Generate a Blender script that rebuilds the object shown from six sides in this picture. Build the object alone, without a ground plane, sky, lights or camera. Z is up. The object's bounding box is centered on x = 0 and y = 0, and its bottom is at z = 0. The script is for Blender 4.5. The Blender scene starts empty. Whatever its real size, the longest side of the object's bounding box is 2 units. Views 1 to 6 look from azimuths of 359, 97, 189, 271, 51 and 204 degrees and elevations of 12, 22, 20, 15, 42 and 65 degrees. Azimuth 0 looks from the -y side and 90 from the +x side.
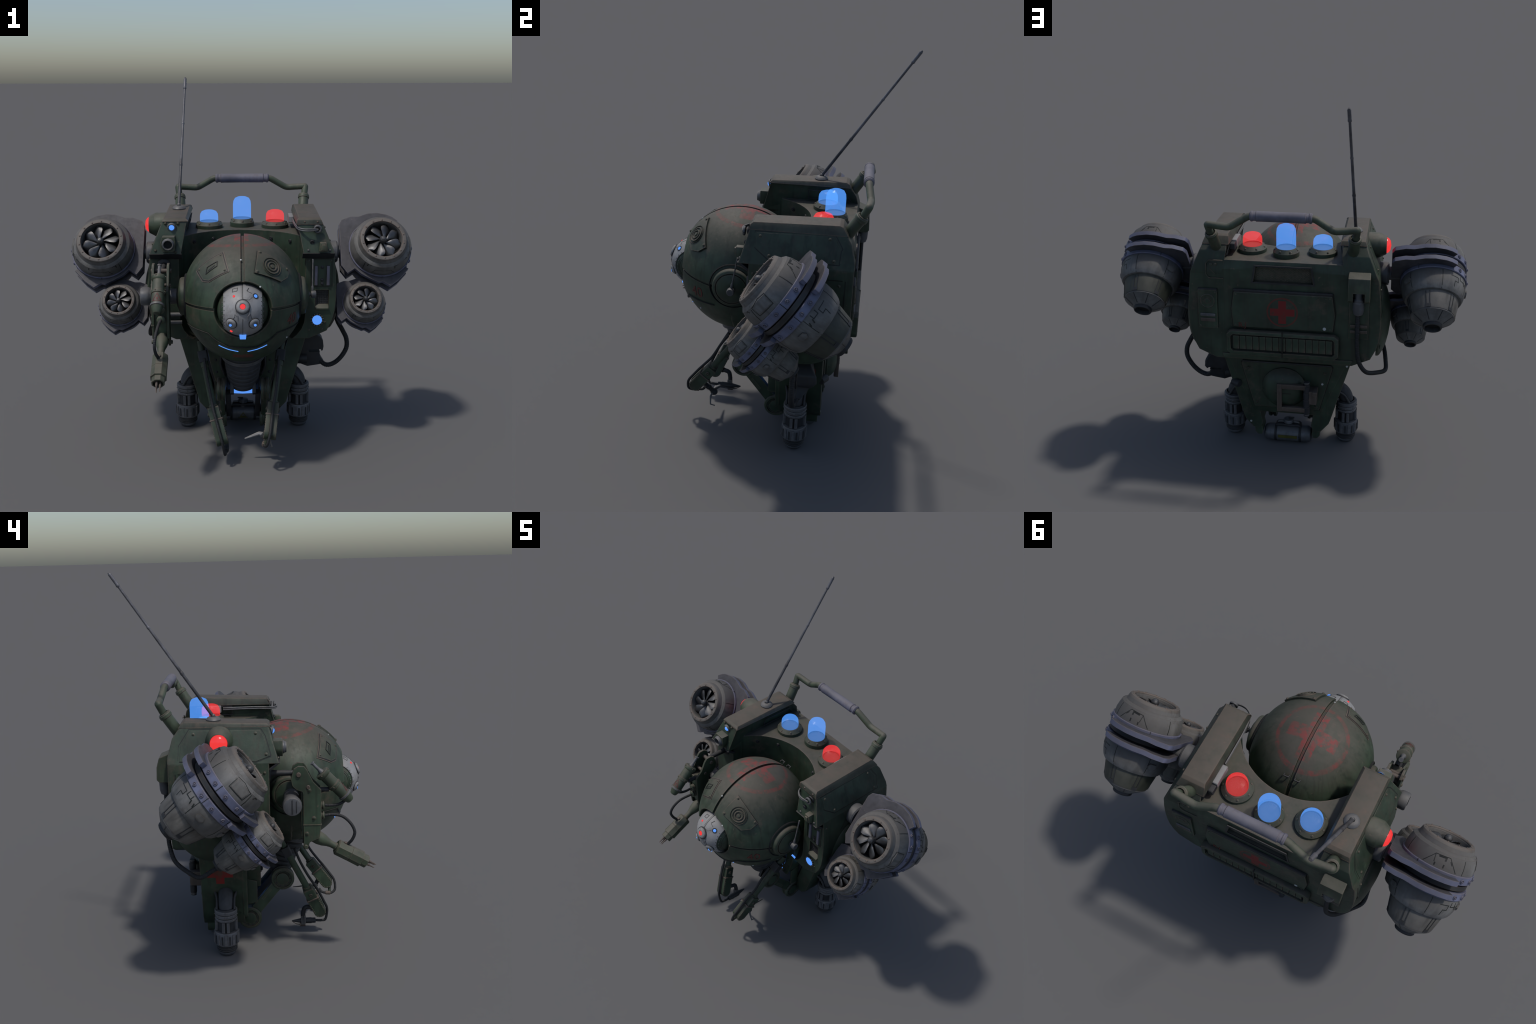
"""Hovering rescue robot: round head with a silver eye plate, a barrel shaped hull with two shoulder pods,
four tilted fan engines, beacons, a carry handle, a whip antenna, tool arms and two short legs."""
import bpy, bmesh, math, random
from mathutils import Vector, Matrix
random.seed(7)
V = Vector
rad = math.radians

# ------------------------------------------------------------------ materials
def _nodes(name):
    m = bpy.data.materials.new(name); m.use_nodes = True
    t = m.node_tree; t.nodes.clear()
    out = t.nodes.new("ShaderNodeOutputMaterial")
    return m, t, out

class NT:
    """tiny helper to write node graphs as expressions"""
    def __init__(s, t): s.t = t
    def n(s, kind, **kw):
        nd = s.t.nodes.new("ShaderNode" + kind)
        for k, v in kw.items(): setattr(nd, k, v)
        return nd
    def put(s, nd, i, v):
        if v is None: return
        if hasattr(v, "bl_rna") and hasattr(v, "is_output"): s.t.links.new(v, nd.inputs[i])
        else: nd.inputs[i].default_value = v
    def math(s, op, a, b=None, c=None, clamp=False):
        nd = s.n("Math", operation=op, use_clamp=clamp)
        for i, v in enumerate((a, b, c)): s.put(nd, i, v)
        return nd.outputs[0]
    def mul(s, a, b): return s.math("MULTIPLY", a, b)
    def add(s, a, b): return s.math("ADD", a, b)
    def sub(s, a, b): return s.math("SUBTRACT", a, b)
    def step(s, v, lo, hi):
        nd = s.n("MapRange", interpolation_type="SMOOTHSTEP")
        s.put(nd, 0, v); s.put(nd, 1, lo); s.put(nd, 2, hi); s.put(nd, 3, 0.0); s.put(nd, 4, 1.0)
        return nd.outputs[0]
    def noise(s, vec, scale, detail=4.0, rough=0.55):
        nd = s.n("TexNoise"); s.put(nd, "Vector", vec)
        nd.inputs["Scale"].default_value = scale; nd.inputs["Detail"].default_value = detail
        nd.inputs["Roughness"].default_value = rough
        return nd.outputs[0]
    def scaled(s, vec, sc):
        nd = s.n("Mapping"); s.put(nd, "Vector", vec); nd.inputs["Scale"].default_value = sc
        return nd.outputs[0]
    def mix(s, f, a, b):
        nd = s.n("Mix", data_type="RGBA"); s.put(nd, 0, f)
        for i, v in ((6, a), (7, b)):
            s.put(nd, i, (*v, 1.0) if isinstance(v, tuple) and len(v) == 3 else v)
        return nd.outputs[2]
    def box(s, a, ca, ha, e=0.003):
        """1 where |a-ca| < ha"""
        return s.sub(1.0, s.step(s.math("ABSOLUTE", s.sub(a, ca)), ha - e, ha + e))
    def both(s, a, b): return s.math("MINIMUM", a, b)
    def either(s, a, b): return s.math("MAXIMUM", a, b)
    def cross(s, a, b, ca, cb, arm, half):
        v = s.both(s.box(a, ca, half), s.box(b, cb, arm))
        h = s.both(s.box(a, ca, arm), s.box(b, cb, half))
        return s.either(v, h)
    def ring(s, a, b, ca, cb, r, half):
        d = s.math("SQRT", s.add(s.math("POWER", s.math("ABSOLUTE", s.sub(a, ca)), 2.0),
                                 s.math("POWER", s.math("ABSOLUTE", s.sub(b, cb)), 2.0)))
        return s.box(d, r, half)

def painted(name, col, dust, wear, rough=0.47, metal=0.0, dust_amt=0.85, streak=0.55, wear_amt=0.9,
            bump=0.4, marks=None, corner_shade=0.8, spec=0.4, vary=0.35, wear_r=0.009, soft=0.0, radial=False):
    m, t, out = _nodes(name)
    g = NT(t)
    co = g.n("TexCoord").outputs["Object"]
    geo = g.n("NewGeometry")
    sep = g.n("SeparateXYZ"); g.put(sep, 0, co)
    nrm = g.n("SeparateXYZ"); g.put(nrm, 0, geo.outputs["Normal"])
    big = g.noise(co, 7.0, 5.0, 0.6)
    fine = g.noise(co, 60.0, 4.0, 0.65)
    tone = g.mix(g.step(big, 0.3, 0.72), tuple(c * (1 - vary) for c in col), tuple(min(1, c * (1 + vary)) for c in col))
    # dust and sun-bleach on faces that look up
    up = g.step(nrm.outputs[2], 0.30, 0.92)
    dn = g.step(g.noise(co, 14.0, 6.0, 0.65), 0.28, 0.62)
    c = g.mix(g.mul(g.mul(up, g.add(0.55, g.mul(dn, 0.45))), dust_amt), tone, dust)
    # rain streaks on upright faces
    sv = g.scaled(co, (38.0, 38.0, 2.2))
    if radial:      # streaks that run down from the crown
        ad = g.n("VectorMath", operation="ADD"); g.put(ad, 0, co); ad.inputs[1].default_value = (0.0, 0.20, 0.0)
        fl = g.n("VectorMath", operation="MULTIPLY"); g.put(fl, 0, ad.outputs[0]); fl.inputs[1].default_value = (1, 1, 0)
        nm = g.n("VectorMath", operation="NORMALIZE"); g.put(nm, 0, fl.outputs[0])
        zz = g.n("CombineXYZ"); g.put(zz, 2, g.mul(sep.outputs[2], 0.35))
        av = g.n("VectorMath", operation="ADD"); g.put(av, 0, nm.outputs[0]); g.put(av, 1, zz.outputs[0])
        sv = g.scaled(av.outputs[0], (15.0, 15.0, 15.0))
    st = g.step(g.noise(sv, 1.0, 4.0, 0.65), 0.46, 0.72)
    side = g.sub(1.0, g.step(g.math("ABSOLUTE", nrm.outputs[2]), 0.55, 0.98 if radial else 0.9))
    c = g.mix(g.mul(g.mul(st, side), streak), c, tuple(0.45 * x + 0.2 * y for x, y in zip(dust, col)))
    sd = g.step(g.noise(g.scaled(co, (26.0, 26.0, 1.3)), 1.0, 3.0, 0.6), 0.50, 0.66)
    c = g.mix(g.mul(g.mul(sd, side), streak * 0.75), c, tuple(0.42 * x for x in col))
    # rusty blotches
    bl = g.step(g.noise(co, 9.0, 7.0, 0.72), 0.54, 0.72)
    c = g.mix(g.mul(bl, 0.60 * wear_amt), c, tuple(0.8 * w for w in wear))
    ch = g.both(g.step(g.noise(co, 48.0, 3.0, 0.6), 0.66, 0.70), g.step(g.noise(co, 6.0, 2.0), 0.48, 0.60))
    c = g.mix(g.mul(ch, 0.5 * wear_amt), c, tuple(1.1 * w for w in wear))
    if marks:
        for mask, mcol, amt, lo in marks(g, sep.outputs, nrm.outputs):
            fade = g.both(g.step(g.noise(co, 34.0, 6.0, 0.75), lo, lo + 0.24), g.add(0.35, g.step(g.noise(co, 9.0, 3.0, 0.6), 0.36, 0.56)))
            c = g.mix(g.mul(g.mul(mask, g.add(0.05, g.mul(fade, 0.95))), amt), c, mcol)
    # worn edges
    if wear_amt > 0:
        bv = g.n("Bevel", samples=4); bv.inputs["Radius"].default_value = wear_r
        dot = g.n("VectorMath", operation="DOT_PRODUCT")
        g.put(dot, 0, bv.outputs[0]); g.put(dot, 1, geo.outputs["Normal"])
        edge = g.sub(1.0, g.step(dot.outputs["Value"], 0.86, 0.992))
        c = g.mix(g.mul(g.mul(edge, g.step(fine, 0.30, 0.58)), wear_amt), c, wear)
    # corner shade painted into the colour, darker where surfaces crowd together
    if corner_shade > 0:
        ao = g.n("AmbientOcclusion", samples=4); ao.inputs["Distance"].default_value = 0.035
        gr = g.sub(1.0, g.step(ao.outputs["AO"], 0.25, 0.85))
        c = g.mix(g.mul(gr, corner_shade), c, tuple(0.3 * x for x in col))
    b = g.n("BsdfPrincipled")
    g.put(b, "Base Color", c); b.inputs["Metallic"].default_value = metal
    g.put(b, "Roughness", g.add(g.add(rough - 0.12, g.mul(fine, 0.25)), g.mul(up, 0.22)))
    b.inputs["Specular IOR Level"].default_value = spec
    bp = g.n("Bump"); bp.inputs["Strength"].default_value = bump; bp.inputs["Distance"].default_value = 0.004
    g.put(bp, "Height", g.add(g.mul(big, 0.7), g.mul(fine, 0.35)))
    if soft:
        sb = g.n("Bevel", samples=6); sb.inputs["Radius"].default_value = soft; t.links.new(sb.outputs[0], bp.inputs["Normal"])
    t.links.new(bp.outputs[0], b.inputs["Normal"])
    t.links.new(b.outputs[0], out.inputs[0])
    return m

def glowing(name, col, strength=1.0, clear=0.0):
    m, t, out = _nodes(name)
    g = NT(t)
    e = g.n("Emission"); e.inputs[0].default_value = (*col, 1); e.inputs[1].default_value = strength
    gl = g.n("BsdfGlossy"); gl.inputs["Roughness"].default_value = 0.18
    gl.inputs[0].default_value = (0.04, 0.04, 0.04, 1)
    ad = g.n("AddShader"); t.links.new(e.outputs[0], ad.inputs[0]); t.links.new(gl.outputs[0], ad.inputs[1])
    last = ad.outputs[0]
    if clear:
        tr = g.n("BsdfTransparent"); mx = g.n("MixShader"); mx.inputs[0].default_value = clear
        t.links.new(last, mx.inputs[1]); t.links.new(tr.outputs[0], mx.inputs[2]); last = mx.outputs[0]
    t.links.new(last, out.inputs[0])
    return m

RED = (0.16, 0.018, 0.018)
GREEN = (0.030, 0.050, 0.031); DUST = (0.068, 0.056, 0.044); RUST = (0.120, 0.084, 0.066)

def head_marks(g, p, n):
    x, y, z = p
    upm = g.step(z, 1.02, 1.06)
    rg = g.mul(g.ring(x, y, -0.005, -0.18, 0.168, 0.010), 0.62)
    cr = g.both(g.either(g.cross(x, y, -0.005, -0.18, 0.125, 0.036), rg), upm)
    low = g.both(g.box(z, 0.625, 0.012), g.both(g.box(x, 0.0, 0.05), g.step(y, -0.30, -0.34)))
    return [(cr, (0.20, 0.024, 0.024), 0.86, 0.40), (low, RED, 0.6, 0.3)]

def hull_marks(g, p, n):
    x, y, z = p
    rear = g.step(y, 0.36, 0.38)
    cr = g.both(g.either(g.cross(x, z, 0.002, 0.900, 0.064, 0.020), g.mul(g.ring(x, z, 0.002, 0.900, 0.078, 0.004), 0.6)), rear)
    return [(cr, (0.17, 0.012, 0.012), 0.95, 0.22)]

def pelvis_marks(g, p, n):
    x, y, z = p
    side = g.step(g.math("ABSOLUTE", n[0]), 0.5, 0.7)
    cr = g.both(g.either(g.both(g.box(y, 0.162, 0.068), g.box(z, 0.452, 0.022)), g.both(g.box(y, 0.162, 0.022), g.box(z, 0.440, 0.05))), side)
    return [(cr, (0.18, 0.01, 0.01), 0.95, 0.2)]

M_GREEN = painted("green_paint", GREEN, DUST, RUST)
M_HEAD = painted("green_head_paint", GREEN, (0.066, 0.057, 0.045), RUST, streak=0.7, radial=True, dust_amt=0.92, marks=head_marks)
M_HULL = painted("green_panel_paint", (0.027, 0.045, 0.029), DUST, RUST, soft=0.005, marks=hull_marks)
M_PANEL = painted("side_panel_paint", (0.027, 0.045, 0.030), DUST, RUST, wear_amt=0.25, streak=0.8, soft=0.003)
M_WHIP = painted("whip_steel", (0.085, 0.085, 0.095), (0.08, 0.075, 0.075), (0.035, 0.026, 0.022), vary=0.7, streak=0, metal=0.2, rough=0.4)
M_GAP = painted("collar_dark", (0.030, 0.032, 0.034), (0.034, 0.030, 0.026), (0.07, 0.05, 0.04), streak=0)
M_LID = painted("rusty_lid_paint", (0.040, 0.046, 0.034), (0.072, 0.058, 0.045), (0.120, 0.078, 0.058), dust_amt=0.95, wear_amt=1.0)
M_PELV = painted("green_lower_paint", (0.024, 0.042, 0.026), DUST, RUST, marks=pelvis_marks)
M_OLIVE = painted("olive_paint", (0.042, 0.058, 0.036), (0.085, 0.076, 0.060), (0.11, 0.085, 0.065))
M_GREY = painted("engine_grey", (0.118, 0.117, 0.114), (0.062, 0.056, 0.050), (0.070, 0.054, 0.045), rough=0.46, streak=0.4, vary=0.34, dust_amt=0.9, corner_shade=0.8)
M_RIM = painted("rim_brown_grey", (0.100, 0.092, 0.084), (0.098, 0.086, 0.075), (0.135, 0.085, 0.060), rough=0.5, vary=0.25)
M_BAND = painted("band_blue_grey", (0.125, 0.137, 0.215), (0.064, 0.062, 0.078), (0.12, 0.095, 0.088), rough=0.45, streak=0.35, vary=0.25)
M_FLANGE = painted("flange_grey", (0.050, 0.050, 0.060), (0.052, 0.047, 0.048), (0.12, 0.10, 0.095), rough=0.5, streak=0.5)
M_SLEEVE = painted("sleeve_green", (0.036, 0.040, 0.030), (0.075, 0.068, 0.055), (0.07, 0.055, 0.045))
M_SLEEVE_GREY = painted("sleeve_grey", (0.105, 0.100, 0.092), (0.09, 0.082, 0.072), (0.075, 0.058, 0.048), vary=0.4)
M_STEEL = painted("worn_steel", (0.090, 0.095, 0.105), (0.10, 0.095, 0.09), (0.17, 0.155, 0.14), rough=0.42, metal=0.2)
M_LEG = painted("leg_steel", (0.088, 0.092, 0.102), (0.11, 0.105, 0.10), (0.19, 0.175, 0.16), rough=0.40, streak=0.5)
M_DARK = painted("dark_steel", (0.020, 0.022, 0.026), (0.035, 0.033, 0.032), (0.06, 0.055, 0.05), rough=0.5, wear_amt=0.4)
M_BLACK = painted("black_fill", (0.006, 0.007, 0.008), (0.010, 0.010, 0.010), (0.01, 0.01, 0.01), rough=0.8, wear_amt=0, streak=0, corner_shade=0)  # the dark of deep gaps and bores is put into this colour
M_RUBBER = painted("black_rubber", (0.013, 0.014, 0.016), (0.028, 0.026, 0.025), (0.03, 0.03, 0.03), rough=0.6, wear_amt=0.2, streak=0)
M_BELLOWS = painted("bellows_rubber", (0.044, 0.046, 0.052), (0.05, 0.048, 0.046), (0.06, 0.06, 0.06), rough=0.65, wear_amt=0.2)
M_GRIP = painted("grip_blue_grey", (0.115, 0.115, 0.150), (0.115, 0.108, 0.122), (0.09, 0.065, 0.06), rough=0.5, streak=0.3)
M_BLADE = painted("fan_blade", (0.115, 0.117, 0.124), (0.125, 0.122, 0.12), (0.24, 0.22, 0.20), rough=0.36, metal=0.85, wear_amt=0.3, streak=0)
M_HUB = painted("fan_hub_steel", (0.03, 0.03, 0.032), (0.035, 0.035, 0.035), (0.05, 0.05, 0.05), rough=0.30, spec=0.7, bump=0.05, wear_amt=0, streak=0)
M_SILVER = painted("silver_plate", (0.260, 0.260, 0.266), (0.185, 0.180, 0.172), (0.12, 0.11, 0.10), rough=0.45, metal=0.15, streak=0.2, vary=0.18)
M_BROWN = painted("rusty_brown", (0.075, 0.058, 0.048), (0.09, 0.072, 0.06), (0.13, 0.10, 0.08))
M_LINE = painted("panel_line", (0.010, 0.012, 0.010), (0.016, 0.015, 0.013), (0.02, 0.02, 0.02), wear_amt=0, corner_shade=0, streak=0)
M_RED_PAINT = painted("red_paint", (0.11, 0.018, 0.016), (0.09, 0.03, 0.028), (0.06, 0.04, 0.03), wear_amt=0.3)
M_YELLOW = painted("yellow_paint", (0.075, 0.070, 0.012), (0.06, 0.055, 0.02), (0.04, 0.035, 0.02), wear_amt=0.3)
M_WHITE = painted("white_chip", (0.42, 0.43, 0.42), (0.4, 0.4, 0.4), (0.4, 0.4, 0.4), wear_amt=0, corner_shade=0, streak=0)
BLUE_L, RED_L = (0.105, 0.315, 0.93), (0.86, 0.045, 0.045)
M_BLUE = glowing("blue_light", BLUE_L, 1.0)
M_REDL = glowing("red_light", RED_L, 1.0)
M_BLUE_LENS = glowing("blue_lens", (0.13, 0.46, 1.33), 1.0, 0.68)
M_RED_LENS = glowing("red_lens", (1.24, 0.040, 0.046), 1.0, 0.68)

# ------------------------------------------------------------------ mesh helpers
def finish(bm, name, angle=32, recalc=True):
    if recalc: bmesh.ops.recalc_face_normals(bm, faces=bm.faces)
    for f in bm.faces: f.smooth = True
    lim = rad(angle)
    for e in bm.edges:
        if len(e.link_faces) == 2: e.smooth = e.calc_face_angle(0) < lim
        else: e.smooth = False
    me = bpy.data.meshes.new(name); bm.to_mesh(me); bm.free()
    return me

def obj(name, me, mat, parent=None, mw=None, kind=None):
    o = bpy.data.objects.new(name, me)
    if mat is not None and not me.materials: me.materials.append(mat)
    bpy.context.scene.collection.objects.link(o)
    if parent is not None: o.parent = parent
    if mw is not None: o.matrix_local = mw
    if kind: o["kind"] = kind
    if max((len(p.vertices) for p in me.polygons), default=0) > 4 and len(me.polygons) > 6:      # boxy part: keep big faces flat
        w = o.modifiers.new("flat_faces", "WEIGHTED_NORMAL"); w.keep_sharp = True; w.weight = 90
    return o

def bevel(bm, w, seg=2, ang=30):
    es = [e for e in bm.edges if len(e.link_faces) == 2 and e.calc_face_angle(0) > rad(ang)]
    if es and w > 0:
        bmesh.ops.bevel(bm, geom=es, offset=w, segments=seg, profile=0.6, affect="EDGES", clamp_overlap=True)

def axes(origin, z, x=None):
    """matrix whose local z runs along `z`"""
    z = V(z).normalized()
    x = V(x) if x is not None else (V((0, 0, 1)) if abs(z.z) < 0.9 else V((1, 0, 0)))
    x = (x - z * x.dot(z)).normalized()
    y = z.cross(x)
    m = Matrix((x, y, z)).transposed().to_4x4(); m.translation = V(origin)
    return m

def add_lathe(bm, prof, seg=40, m=None, phase=0.0):
    """prof: list of (radius, height) about local z"""
    m = m or Matrix()
    rows = []
    for r, h in prof:
        if r < 1e-6: rows.append([bm.verts.new(m @ V((0, 0, h)))])
        else:
            rows.append([bm.verts.new(m @ V((r * math.cos(phase + math.tau * i / seg), r * math.sin(phase + math.tau * i / seg), h))) for i in range(seg)])
    for a, b in zip(rows, rows[1:]):
        for i in range(seg):
            j = (i + 1) % seg
            if len(a) == 1 and len(b) == 1: continue
            if len(a) == 1: bm.faces.new((a[0], b[i], b[j]))
            elif len(b) == 1: bm.faces.new((a[i], a[j], b[0]))
            else: bm.faces.new((a[i], a[j], b[j], b[i]))

def lathe(name, prof, seg=40, m=None, mat=None, parent=None, ang=32, phase=0.0):
    bm = bmesh.new(); add_lathe(bm, prof, seg, m, phase)
    return obj(name, finish(bm, name, ang), mat, parent)

def rod(r, h0, h1, b=0.0):
    """closed cylinder profile with chamfers"""
    return [(0, h0), (r - b, h0), (r, h0 + b), (r, h1 - b), (r - b, h1), (0, h1)] if b else [(0, h0), (r, h0), (r, h1), (0, h1)]

def add_prism(bm, pts, d0, d1, m=None, bev=0.0, seg=2):
    """polygon in local xy, extruded along local z from d0 to d1"""
    m = m or Matrix()
    t = bmesh.new()
    a = [t.verts.new((x, y, d0)) for x, y in pts]; b = [t.verts.new((x, y, d1)) for x, y in pts]
    t.faces.new(a); t.faces.new(b)
    n = len(pts)
    for i in range(n): t.faces.new((a[i], a[(i + 1) % n], b[(i + 1) % n], b[i]))
    bmesh.ops.recalc_face_normals(t, faces=t.faces)
    bevel(t, bev, seg)
    merge(bm, t, m)

def merge(bm, t, m=None):
    if m is not None: bmesh.ops.transform(t, matrix=m, verts=t.verts)
    me = bpy.data.meshes.new("tmp"); t.to_mesh(me); t.free()
    bm.from_mesh(me); bpy.data.meshes.remove(me)

def prism(name, pts, d0, d1, m=None, bev=0.0, mat=None, parent=None, seg=2):
    bm = bmesh.new(); add_prism(bm, pts, d0, d1, m, bev, seg)
    return obj(name, finish(bm, name), mat, parent)

# planes for prisms: XZ plane (depth along +y), YZ plane (depth along +x), XY plane (depth along z)
XZ = Matrix(((1, 0, 0, 0), (0, 0, 1, 0), (0, 1, 0, 0), (0, 0, 0, 1)))
YZ = Matrix(((0, 0, 1, 0), (1, 0, 0, 0), (0, 1, 0, 0), (0, 0, 0, 1)))

def rect(cx, cy, hx, hy, c=0.0):
    if c <= 0: return [(cx - hx, cy - hy), (cx + hx, cy - hy), (cx + hx, cy + hy), (cx - hx, cy + hy)]
    return [(cx - hx + c, cy - hy), (cx + hx - c, cy - hy), (cx + hx, cy - hy + c), (cx + hx, cy + hy - c),
            (cx + hx - c, cy + hy), (cx - hx + c, cy + hy), (cx - hx, cy + hy - c), (cx - hx, cy - hy + c)]

def spline(pts, n=8):
    """Catmull-Rom through points"""
    P = [V(p) for p in pts]
    if len(P) < 3: return P
    E = [2 * P[0] - P[1]] + P + [2 * P[-1] - P[-2]]
    out = []
    for i in range(1, len(E) - 2):
        a, b, c, d = E[i - 1:i + 3]
        for k in range(n):
            t = k / n
            out.append(0.5 * ((2 * b) + (c - a) * t + (2 * a - 5 * b + 4 * c - d) * t * t + (3 * b - a - 3 * c + d) * t ** 3))
    return out + [P[-1]]

def add_tube(bm, path, r, seg=12, caps=True):
    """sweep a circle along a path; r is a number or a function of 0..1"""
    P = [V(p) for p in path]; n = len(P)
    L = [0.0]
    for a, b in zip(P, P[1:]): L.append(L[-1] + (b - a).length)
    T = [((P[min(i + 1, n - 1)] - P[max(i - 1, 0)]).normalized()) for i in range(n)]
    ref = V((0, 0, 1)) if abs(T[0].z) < 0.9 else V((1, 0, 0))
    u = (ref - T[0] * ref.dot(T[0])).normalized(); rows = []
    for i in range(n):
        u = (u - T[i] * u.dot(T[i])).normalized(); w = T[i].cross(u)
        rr = r(L[i] / L[-1]) if callable(r) else r
        # widen at mitres so that bends keep their thickness
        rows.append([bm.verts.new(P[i] + (u * math.cos(math.tau * k / seg) + w * math.sin(math.tau * k / seg)) * rr) for k in range(seg)])
    for a, b in zip(rows, rows[1:]):
        for i in range(seg): bm.faces.new((a[i], a[(i + 1) % seg], b[(i + 1) % seg], b[i]))
    if caps: bm.faces.new(rows[0]); bm.faces.new(rows[-1])

def tube(name, path, r, mat, parent=None, seg=12, smooth=0, ang=40):
    bm = bmesh.new(); add_tube(bm, spline(path, smooth) if smooth else path, r, seg)
    return obj(name, finish(bm, name, ang), mat, parent)

def hose_path(pts, step=0.003):
    p = spline(pts, 24); out = [p[0]]; acc = 0
    for a, b in zip(p, p[1:]):
        d = (b - a).length; k = step - acc
        while k <= d: out.append(a + (b - a) * (k / d)); k += step
        acc = (acc + d) % step
    return out

def hose(name, pts, r, mat, parent, pitch=0.009, depth=0.07, seg=12):
    """ribbed cable"""
    path = hose_path(pts, pitch / 4)
    bm = bmesh.new(); n = len(path)
    add_tube(bm, path, lambda t: r * (1 + depth * math.cos(math.tau * round(t * (n - 1)) / 4)), seg)
    return obj(name, finish(bm, name, 60), mat, parent)

def add_surface_plate(bm, poly, fmap, h, cuts=3, depth=0.01, edge=0.0):
    """raised plate: polygon in (a,b), bent over a surface by fmap(a,b,height)"""
    t = bmesh.new()
    f = t.faces.new([t.verts.new((a, b, 0)) for a, b in poly])
    bmesh.ops.triangulate(t, faces=[f])
    for _ in range(cuts):
        bmesh.ops.subdivide_edges(t, edges=t.edges[:], cuts=1, use_grid_fill=True)
    bnd = [e for e in t.edges if len(e.link_faces) == 1]
    r = bmesh.ops.extrude_edge_only(t, edges=bnd)
    low = {v for v in r["geom"] if isinstance(v, bmesh.types.BMVert)}
    for v in t.verts:
        v.co = fmap(v.co.x, v.co.y, -depth if v in low else h)
    bmesh.ops.recalc_face_normals(t, faces=t.faces)
    merge(bm, t)

def surface_plate(name, poly, fmap, h, mat, parent, cuts=3, depth=0.01):
    bm = bmesh.new(); add_surface_plate(bm, poly, fmap, h, cuts, depth)
    return obj(name, finish(bm, name, 40), mat, parent)

def add_surface_line(bm, pts, fmap, w, h, depth=0.002, n=8, closed=False):
    """narrow strip along a polyline drawn on a surface"""
    P = [V((a, b, 0)) for a, b in pts]
    if closed: P.append(P[0])
    Q = []
    for a, b in zip(P, P[1:]):
        for k in range(n): Q.append(a + (b - a) * (k / n))
    Q.append(P[-1])
    W = [fmap(q.x, q.y, 0) for q in Q]; N = [(fmap(q.x, q.y, 0.01) - fmap(q.x, q.y, 0)).normalized() for q in Q]
    rows = []
    for i in range(len(W)):
        d0 = (W[i] - W[i - 1]) if i > 0 else None; d1 = (W[i + 1] - W[i]) if i < len(W) - 1 else None
        if closed and i in (0, len(W) - 1): d0, d1 = W[-1] - W[-2], W[1] - W[0]
        d0 = (d0 or d1).normalized(); d1 = (d1 or d0).normalized()
        tdir = (d0 + d1).normalized(); s = N[i].cross(tdir).normalized()
        k = min(2.0, 1 / max(0.3, math.sqrt((1 + d0.dot(d1)) / 2)))
        a = W[i] + s * (w * k / 2); b = W[i] - s * (w * k / 2)
        rows.append([bm.verts.new(a - N[i] * depth), bm.verts.new(a + N[i] * h), bm.verts.new(b + N[i] * h), bm.verts.new(b - N[i] * depth)])
    for a, b in zip(rows, rows[1:]):
        for i in range(4): bm.faces.new((a[i], a[(i + 1) % 4], b[(i + 1) % 4], b[i]))
    if not closed: bm.faces.new(rows[0]); bm.faces.new(rows[-1])

class Lines:
    """collects seams and ridges of one look into one mesh"""
    def __init__(s): s.bm = bmesh.new()
    def add(s, pts, fmap, w=0.004, h=0.0008, closed=False, n=8, depth=0.002): add_surface_line(s.bm, pts, fmap, w, h, depth, n, closed); return s
    def done(s, name, mat, parent): return obj(name, finish(s.bm, name, 40), mat, parent, kind="stuff")

# shared bolts
def bolt_mesh(name, r, hex_=False):
    bm = bmesh.new()
    if hex_:
        add_lathe(bm, [(r, -r * .3), (r, r * .35), (r * .9, r * .5), (r * .72, r * .5), (r * .70, r * .3), (0, r * .3)], 20)
        add_lathe(bm, [(r * .42, r * .2), (r * .42, r * .62), (r * .34, r * .7), (0, r * .7)], 6)
    else:
        add_lathe(bm, [(r * 1.35, -r * .3), (r * 1.35, r * .12), (r, r * .2), (r * .92, r * .65), (r * .55, r * .9), (0, r * .95)], 12)
    return finish(bm, name, 40)
BM = {}
def bolt(pos, nrm, r, parent, mat, kind="bolt", hex_=False):
    key = (round(r, 4), mat.name, hex_)
    if key not in BM:
        BM[key] = bolt_mesh("bolt", r, hex_); BM[key].materials.append(mat)
    a = random.random() * 6
    return obj(kind, BM[key], mat, parent, axes(pos, nrm) @ Matrix.Rotation(a, 4, "Z"))

def boolean(a, b, op="DIFFERENCE"):
    md = a.modifiers.new("b", "BOOLEAN"); md.object = b; md.operation = op; md.solver = "EXACT"
    dg = bpy.context.evaluated_depsgraph_get(); dg.update()
    me = bpy.data.meshes.new_from_object(a.evaluated_get(dg))
    a.modifiers.clear(); a.data = me
    bpy.data.objects.remove(b)

def resmooth(o, angle=32):
    bm = bmesh.new(); bm.from_mesh(o.data)
    bmesh.ops.remove_doubles(bm, verts=bm.verts, dist=1e-5)
    mats = list(o.data.materials)
    me = finish(bm, o.name, angle, recalc=False); o.data = me
    for m in mats: me.materials.append(m)

def flat(origin, u, v):
    """flat map: (a,b,h) -> origin + a*u + b*v + h*normal"""
    u, v = V(u).normalized(), V(v).normalized(); n = u.cross(v); o = V(origin)
    return lambda a, b, h: o + u * a + v * b + n * h

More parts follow.
